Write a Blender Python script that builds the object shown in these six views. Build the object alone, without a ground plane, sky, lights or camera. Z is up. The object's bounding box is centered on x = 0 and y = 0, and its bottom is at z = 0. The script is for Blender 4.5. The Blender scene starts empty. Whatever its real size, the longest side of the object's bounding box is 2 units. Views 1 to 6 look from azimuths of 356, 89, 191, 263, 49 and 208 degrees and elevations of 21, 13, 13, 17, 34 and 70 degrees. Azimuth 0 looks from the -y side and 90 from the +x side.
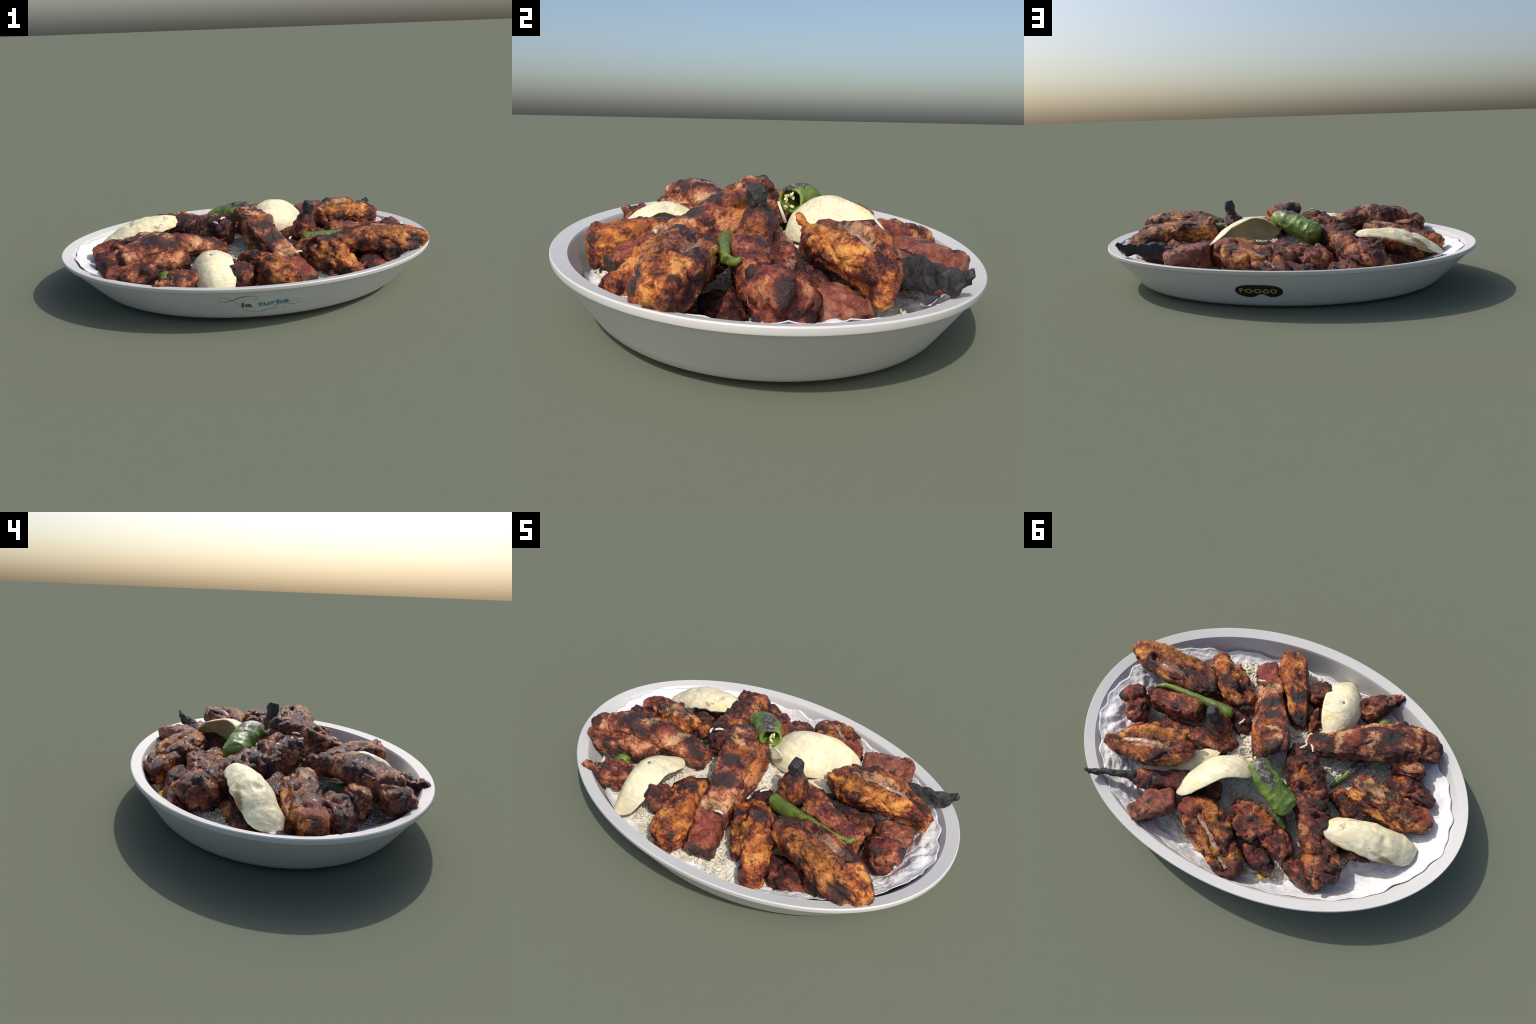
"""Oval serving dish of mixed grilled meat on rice: ribs, chops, chicken wings,
minced-meat patties, grilled onion petals and green peppers, lined with white paper."""
import bpy, bmesh, math
import numpy as np
from mathutils import Matrix, Vector

SEED = 7
YAW, TILT, LIFT = 0.035, -0.016, 0.008        # the dish stands slightly turned and tipped
TAU = 2 * math.pi

# ------------------------------------------------------------------ noise
_perm = np.random.default_rng(SEED).permutation(512)
_grad = np.random.default_rng(SEED + 1).normal(size=(512, 3))
_grad /= np.linalg.norm(_grad, axis=1)[:, None]


def perlin(p):
    p = np.asarray(p, float)
    i = np.floor(p).astype(int)
    f = p - i
    u = f * f * f * (f * (f * 6 - 15) + 10)
    out = 0
    for dx in (0, 1):
        for dy in (0, 1):
            for dz in (0, 1):
                h = _perm[(_perm[(_perm[(i[:, 0] + dx) & 511] + i[:, 1] + dy) & 511] + i[:, 2] + dz) & 511]
                g = (_grad[h] * (f - (dx, dy, dz))).sum(1)
                wx = u[:, 0] if dx else 1 - u[:, 0]
                wy = u[:, 1] if dy else 1 - u[:, 1]
                wz = u[:, 2] if dz else 1 - u[:, 2]
                out = out + g * wx * wy * wz
    return out * 1.6


def fbm(p, octaves=3, gain=0.5):
    s, a = 0, 1.0
    for k in range(octaves):
        s = s + a * perlin(p * 2.03 ** k + 17.3 * k)
        a *= gain
    return s


def ridged(p):
    return 1 - 2 * np.abs(perlin(p))


def smooth(x, lo, hi):
    t = np.clip((x - lo) / (hi - lo), 0, 1)
    return t * t * (3 - 2 * t)


# ------------------------------------------------------------------ mesh helpers
def new_mesh(name, verts, faces, soft=True):
    me = bpy.data.meshes.new(name)
    me.from_pydata([tuple(v) for v in np.asarray(verts, float)], [], [tuple(int(i) for i in f) for f in faces])
    me.update()
    if soft:
        me.polygons.foreach_set("use_smooth", [True] * len(me.polygons))
    return me


def new_object(name, me, parent=None, mat=None, label=None, category=None):
    ob = bpy.data.objects.new(name, me)
    bpy.context.scene.collection.objects.link(ob)
    if parent:
        ob.parent = parent
    if mat:
        me.materials.append(mat)
    if label:
        ob["label"] = label
        ob["category"] = category
    return ob


def grid_faces(n, m, wrap=False, off=0):
    out = []
    for i in range(n - 1):
        for j in range(m if wrap else m - 1):
            k = (j + 1) % m
            out.append((off + i * m + j, off + i * m + k, off + (i + 1) * m + k, off + (i + 1) * m + j))
    return out


def coords(me):
    a = np.empty(len(me.vertices) * 3)
    me.vertices.foreach_get("co", a)
    return a.reshape(-1, 3)


def normals(me):
    a = np.empty(len(me.vertices) * 3, np.float32)
    me.vertex_normals.foreach_get("vector", a)
    return a.reshape(-1, 3).astype(float)


def set_coords(me, v):
    me.vertices.foreach_set("co", np.asarray(v, np.float32).ravel())
    me.update()


def catmull(ctrl, n):
    """Smooth curve through control rows, n samples, even in parameter."""
    c = np.asarray(ctrl, float)
    if len(c) == 2:
        t = np.linspace(0, 1, n)[:, None]
        return c[0] * (1 - t) + c[1] * t
    e = np.vstack([2 * c[0] - c[1], c, 2 * c[-1] - c[-2]])
    t = np.linspace(0, len(c) - 1 - 1e-9, n)
    i = t.astype(int)
    f = (t - i)[:, None]
    p0, p1, p2, p3 = e[i], e[i + 1], e[i + 2], e[i + 3]
    return 0.5 * (2 * p1 + (p2 - p0) * f + (2 * p0 - 5 * p1 + 4 * p2 - p3) * f ** 2 + (3 * p1 - p0 - 3 * p2 + p3) * f ** 3)


def frames(path, up=(0, 0, 1)):
    t = np.gradient(path, axis=0)
    t /= np.linalg.norm(t, axis=1)[:, None]
    side = np.cross(t, up)
    side /= np.linalg.norm(side, axis=1)[:, None] + 1e-9
    return t, side, np.cross(side, t)


def loft(rows, power=2.4, cap=0.45, n=46, m=40, up=(0, 0, 1), lean=0.0, belly=1.0):
    """Closed tube through rows (x, y, z, half_width, half_height)."""
    c = np.asarray(rows, float).copy()
    for a, b in ((0, 1), (-1, -2)):
        pull = cap * min(c[a, 3], c[a, 4])
        d = c[b, :3] - c[a, :3]
        c[a, :3] += d / np.linalg.norm(d) * pull
    s = catmull(c, n)
    s[:, 3:] = np.maximum(s[:, 3:], 0.004)
    t, sd, u = frames(s[:, :3], up)
    if lean:
        ca, sa = math.cos(lean), math.sin(lean)
        sd, u = ca * sd + sa * u, ca * u - sa * sd
    rings = []
    for i in range(5, 0, -1):
        a = i / 5.6 * math.pi / 2
        rings.append((s[0, :3] - t[0] * math.sin(a) * cap * min(s[0, 3], s[0, 4]), sd[0], u[0], s[0, 3] * math.cos(a) ** 0.7, s[0, 4] * math.cos(a) ** 0.7))
    rings += [(s[i, :3], sd[i], u[i], s[i, 3], s[i, 4]) for i in range(n)]
    for i in range(1, 6):
        a = i / 5.6 * math.pi / 2
        rings.append((s[-1, :3] + t[-1] * math.sin(a) * cap * min(s[-1, 3], s[-1, 4]), sd[-1], u[-1], s[-1, 3] * math.cos(a) ** 0.7, s[-1, 4] * math.cos(a) ** 0.7))
    ph = np.linspace(0, TAU, m, endpoint=False)
    cx = np.sign(np.cos(ph)) * np.abs(np.cos(ph)) ** (2 / power)
    cy = np.sign(np.sin(ph)) * np.abs(np.sin(ph)) ** (2 / power)
    cy = np.where(cy < 0, cy * belly, cy)
    v = np.concatenate([p + cx[:, None] * w * a + cy[:, None] * h * b for p, a, b, w, h in rings])
    f = grid_faces(len(rings), m, True)
    last = (len(rings) - 1) * m
    f.append(tuple(range(m))[::-1])
    f.append(tuple(last + k for k in range(m)))
    return v, [q[::-1] for q in f]


def blob(p, r):
    """A lumpy ball as a short loft."""
    x, y, z = p
    rx, ry, rz = (r, r, r) if np.isscalar(r) else r
    ph, th = np.meshgrid(np.linspace(0, TAU, 24, endpoint=False), np.linspace(0.05, math.pi - 0.05, 14))
    v = np.stack([x + rx * np.sin(th) * np.cos(ph), y + ry * np.sin(th) * np.sin(ph), z + rz * np.cos(th)], -1).reshape(-1, 3)
    f = [q[::-1] for q in grid_faces(14, 24, True)]
    f.append(tuple(range(24)))
    f.append(tuple(13 * 24 + k for k in range(24))[::-1])
    return v, f


def fuse(name, bodies, voxel):
    """Union of closed bodies as one even skin."""
    vs, fs, o = [], [], 0
    for v, f in bodies:
        vs.append(v)
        fs += [tuple(i + o for i in q) for q in f]
        o += len(v)
    me = new_mesh(name + "_raw", np.concatenate(vs), fs)
    ob = bpy.data.objects.new(name + "_raw", me)
    bpy.context.scene.collection.objects.link(ob)
    r = ob.modifiers.new("skin", "REMESH")
    r.mode, r.voxel_size = "VOXEL", voxel
    k = ob.modifiers.new("relax", "SMOOTH")
    k.factor, k.iterations = 0.5, 2
    out = bpy.data.meshes.new_from_object(ob.evaluated_get(bpy.context.evaluated_depsgraph_get()))
    bpy.data.objects.remove(ob)
    bpy.data.meshes.remove(me)
    out.name = name
    out.polygons.foreach_set("use_smooth", [True] * len(out.polygons))
    return out


def planes(me, ratio):
    """Reduce the skin to larger planes, as cooked skin and cut meat break."""
    ob = bpy.data.objects.new("planes", me)
    bpy.context.scene.collection.objects.link(ob)
    d = ob.modifiers.new("planes", "DECIMATE")
    d.ratio = ratio
    out = bpy.data.meshes.new_from_object(ob.evaluated_get(bpy.context.evaluated_depsgraph_get()))
    name = me.name
    bpy.data.objects.remove(ob)
    bpy.data.meshes.remove(me)
    out.name = name
    out.polygons.foreach_set("use_smooth", [True] * len(out.polygons))
    return out


def polyline_distance(p, line):
    best = np.full(len(p), 9.0)
    line = catmull(line, 40)
    for a, b in zip(line[:-1], line[1:]):
        d = b - a
        t = np.clip(((p - a) @ d) / (d @ d + 1e-12), 0, 1)
        best = np.minimum(best, np.linalg.norm(p - a - t[:, None] * d, axis=1))
    return best


# ------------------------------------------------------------------ dish frame
LIP_OUT, LIP_IN = (1.0, 0.687, 0.2155), (0.948, 0.638, 0.204)


def swell(x, y):
    """The oval is not quite regular: it bulges at one shoulder."""
    a = np.arctan2(y / LIP_OUT[1], x / LIP_OUT[0])

    def near(deg, wide):
        d = np.angle(np.exp(1j * (a - math.radians(deg))))
        return np.exp(-(d / math.radians(wide)) ** 2)
    return 1 + 0.030 * near(45, 26) + 0.004 * near(-80, 30) - 0.010 * near(-150, 28)


def place(v):
    """From the dish's own frame into the scene: turned, tipped and lifted."""
    v = np.asarray(v, float)
    g = swell(v[..., 0], v[..., 1])
    c, s = math.cos(YAW), math.sin(YAW)
    x, y = g * (v[..., 0] * c - v[..., 1] * s), g * (v[..., 0] * s + v[..., 1] * c)
    return np.stack([x, y, v[..., 2] + TILT * y + LIFT], -1)


def dish_radius(x, y):
    c, s = math.cos(YAW), math.sin(YAW)
    u, w = x * c + y * s, -x * s + y * c
    g = swell(u, w)
    return np.hypot(u / LIP_IN[0], w / LIP_IN[1]) / g, np.arctan2(w / LIP_IN[1], u / LIP_IN[0])


def wall_foot(th):
    """Where, as a share of the lip, the inner wall meets the floor."""
    return 0.74 + 0.17 * np.sin(th) ** 2


def floor_height(th):
    return 0.070 + 0.035 * smooth(-np.cos(th), 0.2, 1)


def liner_height(s, th):
    f, z = wall_foot(th), floor_height(th)
    t = np.clip((s - f) / (1 - f), -1, 1.1)
    return z + (0.200 - z) * np.clip(t, 0, 1.1) ** 1.7


# ------------------------------------------------------------------ node helpers
class Nodes:
    def __init__(self, name):
        self.mat = bpy.data.materials.new(name)
        self.mat.use_nodes = True
        self.t = self.mat.node_tree
        self.bsdf = self.t.nodes["Principled BSDF"]
        self.obj = self.add("ShaderNodeTexCoord").outputs["Object"]

    def add(self, kind, **kw):
        n = self.t.nodes.new(kind)
        for k, v in kw.items():
            setattr(n, k, v)
        return n

    def link(self, a, b):
        if hasattr(a, "is_linked"):
            self.t.links.new(a, b)
        else:
            b.default_value = a

    def mapping(self, vec, loc=(0, 0, 0), rot=(0, 0, 0), scale=(1, 1, 1), kind="POINT"):
        n = self.add("ShaderNodeMapping", vector_type=kind)
        self.link(vec, n.inputs["Vector"])
        n.inputs["Location"].default_value = loc
        n.inputs["Rotation"].default_value = rot
        n.inputs["Scale"].default_value = scale
        return n.outputs[0]

    def noise(self, vec, scale, detail=3, rough=0.55, distort=0.0, out=0):
        n = self.add("ShaderNodeTexNoise")
        self.link(vec, n.inputs["Vector"])
        n.inputs["Scale"].default_value = scale
        n.inputs["Detail"].default_value = detail
        n.inputs["Roughness"].default_value = rough
        n.inputs["Distortion"].default_value = distort
        return n.outputs[out]

    def voronoi(self, vec, scale, feature="F1", out=0):
        n = self.add("ShaderNodeTexVoronoi", feature=feature)
        self.link(vec, n.inputs["Vector"])
        n.inputs["Scale"].default_value = scale
        return n.outputs[out]

    def math(self, op, a, b=0.0, c=0.0):
        n = self.add("ShaderNodeMath", operation=op)
        for k, v in enumerate((a, b, c)):
            self.link(v, n.inputs[k])
        return n.outputs[0]

    def vmath(self, op, a, b=(0, 0, 0), scale=None, out=0):
        n = self.add("ShaderNodeVectorMath", operation=op)
        self.link(a, n.inputs[0])
        self.link(b, n.inputs[1])
        if scale is not None:
            n.inputs["Scale"].default_value = scale
        return n.outputs[out]

    def ramp(self, fac, stops, interp="LINEAR"):
        n = self.add("ShaderNodeValToRGB")
        r = n.color_ramp
        r.interpolation = interp
        while len(r.elements) > len(stops):
            r.elements.remove(r.elements[-1])
        while len(r.elements) < len(stops):
            r.elements.new(1)
        for e, (p, c) in zip(r.elements, stops):
            e.position = p
            e.color = (*c, 1)
        self.link(fac, n.inputs[0])
        return n.outputs[0]

    def span(self, v, lo, hi, a=0.0, b=1.0):
        n = self.add("ShaderNodeMapRange", interpolation_type="SMOOTHSTEP")
        self.link(v, n.inputs[0])
        for k, x in enumerate((lo, hi, a, b)):
            n.inputs[k + 1].default_value = x
        return n.outputs[0]

    def mix(self, fac, a, b, blend="MIX"):
        n = self.add("ShaderNodeMix", data_type="RGBA", blend_type=blend)
        self.link(fac, n.inputs[0])
        for v, s in ((a, n.inputs[6]), (b, n.inputs[7])):
            self.link(v if hasattr(v, "is_linked") else (*v, 1), s)
        return n.outputs[2]

    def warp(self, vec, scale, amount):
        w = self.noise(vec, scale, 3, out=1)
        w = self.vmath("SUBTRACT", w, (0.5, 0.5, 0.5))
        w = self.vmath("SCALE", w, scale=amount)
        return self.vmath("ADD", vec, w)

    def patch(self, vec, centre, radii, turn=0.0, edge=0.45):
        """1 inside an ellipsoid, 0 outside, soft border."""
        if np.isscalar(radii):
            radii = (radii,) * 3
        q = self.mapping(vec, centre, (0, 0, turn), radii, "TEXTURE")
        d = self.vmath("LENGTH", q, out=1)
        return self.span(d, 1 - edge, 1 + edge, 1, 0)

    def finish(self, color, rough=0.5, bump=None, bump_distance=0.004, strength=0.6, **kw):
        self.link(color if hasattr(color, "is_linked") else (*color, 1), self.bsdf.inputs["Base Color"])
        self.link(rough, self.bsdf.inputs["Roughness"])
        if bump is not None:
            b = self.add("ShaderNodeBump")
            b.inputs["Strength"].default_value = strength
            b.inputs["Distance"].default_value = bump_distance
            self.link(bump, b.inputs["Height"])
            self.link(b.outputs[0], self.bsdf.inputs["Normal"])
        for k, v in kw.items():
            self.bsdf.inputs[k.replace("_", " ")].default_value = v
        return self.mat


# palettes: (position, linear colour) low -> high; top stops lightened to paint glossy highlights
CHAR = (0.032, 0.026, 0.027)
PALETTE = {
    "wing": [(0.27, (0.035, 0.012, 0.010)), (0.37, (0.13, 0.030, 0.017)), (0.46, (0.27, 0.062, 0.023)), (0.56, (0.47, 0.135, 0.030)), (0.70, (0.74, 0.33, 0.08))],
    "rib": [(0.30, (0.045, 0.015, 0.013)), (0.41, (0.14, 0.036, 0.023)), (0.50, (0.25, 0.066, 0.034)), (0.60, (0.40, 0.13, 0.055)), (0.74, (0.66, 0.33, 0.16))],
    "dark": [(0.30, (0.032, 0.013, 0.012)), (0.42, (0.10, 0.027, 0.019)), (0.52, (0.18, 0.047, 0.027)), (0.63, (0.31, 0.095, 0.042)), (0.77, (0.52, 0.22, 0.095))],
    "minced": [(0.28, (0.15, 0.042, 0.028)), (0.44, (0.26, 0.078, 0.047)), (0.56, (0.34, 0.12, 0.072)), (0.7, (0.45, 0.19, 0.12))],
    "red": [(0.30, (0.045, 0.013, 0.013)), (0.42, (0.16, 0.036, 0.025)), (0.53, (0.27, 0.065, 0.036)), (0.64, (0.42, 0.125, 0.056)), (0.78, (0.60, 0.28, 0.14))],
}
TINT = {"char": CHAR, "pale": (0.60, 0.34, 0.17), "gold": (0.52, 0.19, 0.036), "red": (0.25, 0.05, 0.033),
        "flesh": (0.42, 0.24, 0.16), "brown": (0.11, 0.033, 0.022), "ash": (0.06, 0.046, 0.044), "white": (0.72, 0.62, 0.5),
        "orange": (0.42, 0.125, 0.028)}


def meat_material(name, palette, loc, angle, char=0.45, grain=1.0, shift=0.0, patches=()):
    n = Nodes(name)
    p = n.warp(n.obj, 22, 0.03)
    blot = n.noise(p, 12, 3, 0.55)
    mid = n.noise(p, 52, 5, 0.7, 0.8)
    fib = n.noise(n.mapping(p, rot=(0, 0, -angle), scale=(24, 95, 95)), 1.0, 4, 0.65)
    fine = n.noise(n.obj, 210, 4, 0.75)
    v = n.math("MULTIPLY", blot, 0.80)
    v = n.math("MULTIPLY_ADD", mid, 0.42, v)
    v = n.math("MULTIPLY_ADD", fib, 0.26 * grain, v)
    v = n.math("MULTIPLY_ADD", fine, 0.16, v)
    v = n.math("ADD", v, shift - 0.19 - 0.13 * grain)
    v = n.math("MULTIPLY_ADD", v, 2.0, 0.455 - 0.5 * 2.0)  # contrast widened so baked crevice shade shows in the meat colour
    # fire-marked areas placed on this piece; noise breaks their borders up
    ragged = n.math("MULTIPLY_ADD", mid, 2.2, n.math("MULTIPLY_ADD", fine, 1.0, -1.6))
    col = None
    lights = [q for q in patches if q[0] not in ("char", "ash")]
    darks = [q for q in patches if q[0] in ("char", "ash")]
    tone = n.ramp(n.math("ADD", v, 0.0), [(0.25, (0.30, 0.25, 0.24)), (0.42, (0.8, 0.76, 0.74)), (0.55, (1, 1, 1)), (0.8, (1.4, 1.55, 1.8))])
    col = n.ramp(v, PALETTE[palette])
    q = n.warp(n.obj, 26, 0.035)
    for kind, centre, radii, turn in lights:
        m = n.patch(q, tuple(np.subtract(centre, loc)), radii, turn, 0.8)
        m = n.span(n.math("ADD", m, ragged), 0.3, 0.75, 0, 0.88)
        col = n.mix(m, col, n.mix(1.0, TINT[kind], tone, "MULTIPLY"))
    # small dark blisters
    cells = n.voronoi(n.warp(n.obj, 60, 0.02), 36)
    spot = n.span(cells, 0.12, 0.34, 0.85, 0)
    spot = n.math("MULTIPLY", spot, n.span(n.noise(n.obj, 9, 2), 0.46, 0.56))
    col = n.mix(spot, col, (0.05, 0.018, 0.015))
    soot = n.noise(n.mapping(n.warp(n.obj, 30, 0.05), rot=(0, 0, -angle), scale=(8, 17, 17)), 1.0, 4, 0.62)
    mask = n.span(soot, 0.70 - 0.26 * char, 0.88 - 0.26 * char)
    for kind, centre, radii, turn in darks:
        m = n.patch(q, tuple(np.subtract(centre, loc)), radii, turn, 0.8)
        mask = n.math("MAXIMUM", mask, m)
    mask = n.span(n.math("ADD", mask, ragged), 0.38, 0.9, 0, 0.95)
    col = n.mix(mask, col, n.mix(n.span(fine, 0.38, 0.68), CHAR, (0.055, 0.037, 0.033)))
    h = n.math("MULTIPLY_ADD", mid, 1.2, n.math("MULTIPLY", fine, 0.55))
    h = n.math("MULTIPLY_ADD", fib, 0.9 * grain, h)
    rough = n.span(mid, 0.35, 0.65, 0.42, 0.2)
    return n.finish(col, rough, h, 0.009, 0.75, Specular_IOR_Level=0.36)


COUNT = {}


def slab(rows, power=2.6, cap=0.4, belly=1.35, **kw):
    """Meat body: like loft, with a deeper underside."""
    rows = np.array(rows, float)
    rows[:, 3] *= 1.08
    return loft(rows, power, cap, belly=belly, **kw)


def piece(name, label, bodies, palette="rib", lump=0.010, rough=0.005, fine=0.0022, voxel=0.0048, stretch=1.0, grooves=(), bumps=(),
          char=0.45, grain=1.0, shift=0.0, patches=(), category="grilled meat", parent=None, mat_name=None, keep=0.004, knuckles=14):
    """One piece of meat: closed bodies fused to one skin, then lumps, grooves and bumps."""
    COUNT[name] = COUNT.get(name, 0) + 1
    seed = sum(map(ord, label + name)) * 0.37 + COUNT[name] * 5.1
    me = fuse(name, bodies, voxel)
    v = coords(me)
    c = v.mean(0)
    d = v - c
    ax = np.linalg.eigh(np.cov(d[:, :2].T))[1][:, 1]
    angle = math.atan2(ax[1], ax[0])
    long = d[:, :2] @ ax
    q = d.copy()
    q[:, :2] -= (1 - 1 / stretch) * long[:, None] * ax
    q += seed
    for pos, sig, amp in bumps:
        n = normals(me)
        g = np.exp(-(np.linalg.norm(v - pos, axis=1) / sig) ** 2)
        aim = n * 0.5 + np.array((0, 0, 0.5))
        v = v + aim * (g * amp)[:, None]
        set_coords(me, v)
    rng = np.random.default_rng(int(seed * 10) % 99991)
    n = normals(me)
    for k in range(knuckles):
        i = rng.integers(len(v))
        sig = rng.uniform(0.010, 0.026)
        amp = sig * rng.uniform(0.25, 0.75) * (1 if k % 3 else -0.8)
        v = v + n[i] * (amp * np.exp(-(np.linalg.norm(v - v[i], axis=1) / sig) ** 2))[:, None]
        if k % 3 == 1:
            patches = list(patches) + [("char" if k % 2 else "brown", v[i], sig * 0.95, 0)]
    set_coords(me, v)
    for line, sig, depth in grooves:
        n = normals(me)
        g = np.exp(-(polyline_distance(v * (1, 1, 0.35), np.asarray(line) * (1, 1, 0.35)) / sig) ** 2)
        v = v - np.array((0, 0, 1)) * (g * depth * np.clip(n[:, 2] * 2, 0, 1))[:, None]
        set_coords(me, v)
    n = normals(me)
    w = q + 0.012 * np.stack([perlin(q / 0.04 + 3 * k) for k in (1, 2, 3)], 1)
    crease = np.clip(0.20 - np.abs(perlin(w / 0.062 + 11)), 0, 1) / 0.20
    fold = np.clip(0.16 - np.abs(perlin(w / 0.035 + 47)), 0, 1) / 0.16
    a = 1.3 * lump * fbm(w / 0.075, 2) + 1.0 * rough * ridged(w / 0.034 + 31) - 2.3 * rough * crease ** 1.5 - 0.5 * rough * fold + 0.7 * fine * fbm(q / 0.013, 2)
    v = v + n * (a - a.mean() - 0.001)[:, None]
    # rest inside the dish: pull in what would pierce the wall, lift what would pierce the floor
    s, th = dish_radius(v[:, 0], v[:, 1])
    zz = v[:, 2] - LIFT - TILT * v[:, 1]
    f = wall_foot(th)
    most = f + (1 - f) * np.clip((zz - 0.07) / 0.13, 0, 1) ** 0.6 - 0.012
    pull = np.where((zz < 0.203) & (s > most), most / s, 1)
    v[:, :2] *= pull[:, None]
    v[:, 2] = np.maximum(v[:, 2], 0.07 + LIFT + TILT * v[:, 1] + keep)
    set_coords(me, v - c)
    me = planes(me, 0.16)
    mat = meat_material(mat_name or name + "_surface", palette, c, angle, char, grain, shift, patches)
    ob = new_object(name, me, mat=mat)
    if parent is None:
        ob["label"], ob["category"] = label, category
        ob.location = c
    else:
        ob.parent = parent
        ob.location = c - np.array(parent.location)
    return ob


def bone_sliver(parent, line, radius, name="wing_bone"):
    """Pale strip of bone lying in a split wing."""
    rows = [(p[0], p[1], p[2] - 0.014, radius * 1.45 * k, radius * 0.8 * k) for p, k in zip(line, np.interp(np.linspace(0, 1, len(line)), (0, 0.5, 1), (0.6, 1, 0.7)))]
    v, f = loft(rows, 2.2, n=50, m=20)
    v = v + 0.0025 * np.stack([fbm(v / 0.02 + k * 9, 2) for k in range(3)], 1)
    c = v.mean(0)
    me = new_mesh(name, v - c, f)
    ob = new_object(name, me, parent, MATS["bone"])
    ob.location = c - np.array(parent.location)
    return ob


# ------------------------------------------------------------------ shared materials
MATS = {}


def make_materials():
    n = Nodes("glazed_ceramic")
    tone = n.noise(n.obj, 3, 3)
    MATS["dish"] = n.finish(n.ramp(tone, [(0.3, (0.565, 0.552, 0.53)), (0.7, (0.60, 0.587, 0.57))]), 0.42, n.noise(n.obj, 40, 2), 0.0006, 0.15, Specular_IOR_Level=0.35)

    n = Nodes("lining_paper")
    p = n.warp(n.obj, 9, 0.08)
    tone = n.ramp(n.noise(p, 10, 4, 0.6), [(0.3, (0.58, 0.58, 0.65)), (0.44, (0.74, 0.73, 0.75)), (0.56, (0.82, 0.805, 0.79)), (0.7, (0.86, 0.84, 0.79))])
    stain = n.span(n.noise(n.warp(n.obj, 14, 0.06), 7, 4, 0.6), 0.63, 0.73, 0, 0.6)
    tone = n.mix(stain, tone, (0.66, 0.55, 0.34))
    speck = n.math("MULTIPLY", n.span(n.noise(n.obj, 45, 3, 0.6), 0.69, 0.74, 0, 0.8), n.span(n.noise(n.obj, 6, 2), 0.5, 0.62))
    tone = n.mix(speck, tone, (0.5, 0.26, 0.06))
    MATS["paper"] = n.finish(tone, 0.5, n.noise(p, 26, 4, 0.6), 0.02, 0.5, Specular_IOR_Level=0.4)

    n = Nodes("boiled_rice")
    info = n.add("ShaderNodeObjectInfo")
    p = n.warp(n.obj, 9, 0.1)
    tone = n.ramp(n.noise(p, 11, 4, 0.6), [(0.3, (0.50, 0.45, 0.33)), (0.5, (0.68, 0.63, 0.50)), (0.68, (0.78, 0.76, 0.70))])
    oil = n.span(n.noise(n.warp(n.obj, 8, 0.1), 4.5, 4, 0.6), 0.58, 0.7, 0, 0.65)
    tone = n.mix(oil, tone, (0.56, 0.42, 0.18))
    MATS["rice"] = n.finish(tone, 0.45, n.noise(n.obj, 120, 3), 0.003, 0.4, Specular_IOR_Level=0.4)

    n = Nodes("bare_bone")
    tone = n.ramp(n.noise(n.mapping(n.obj, scale=(1, 1, 1)), 38, 4, 0.6), [(0.34, (0.16, 0.065, 0.04)), (0.46, (0.32, 0.18, 0.115)), (0.58, (0.46, 0.33, 0.25)), (0.74, (0.58, 0.48, 0.40))])
    MATS["bone"] = n.finish(tone, 0.38, n.noise(n.obj, 90, 3), 0.004, 0.5)

    n = Nodes("burnt_bone")
    v = n.noise(n.obj, 60, 4, 0.65)
    MATS["burnt"] = n.finish(n.ramp(v, [(0.35, (0.014, 0.013, 0.014)), (0.6, (0.034, 0.032, 0.034)), (0.78, (0.085, 0.075, 0.072))]), 0.7, v, 0.006, 0.6)

    n = Nodes("seed")
    MATS["seed"] = n.finish(n.ramp(n.noise(n.obj, 30, 2), [(0.3, (0.5, 0.48, 0.2)), (0.7, (0.7, 0.66, 0.4))]), 0.5)
    n = Nodes("pepper_flesh")
    MATS["flesh"] = n.finish(n.ramp(n.noise(n.obj, 40, 3), [(0.3, (0.10, 0.15, 0.02)), (0.7, (0.32, 0.42, 0.09))]), 0.45)
    for key, c in (("ink_brown", (0.105, 0.075, 0.045)), ("ink_teal", (0.015, 0.26, 0.29)), ("ink_black", (0.012, 0.013, 0.012)), ("ink_gold", (0.50, 0.37, 0.10))):
        n = Nodes(key)
        MATS[key] = n.finish(n.ramp(n.noise(n.obj, 200, 2), [(0.3, tuple(0.94 * x for x in c)), (0.7, c)]), 0.5)


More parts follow.
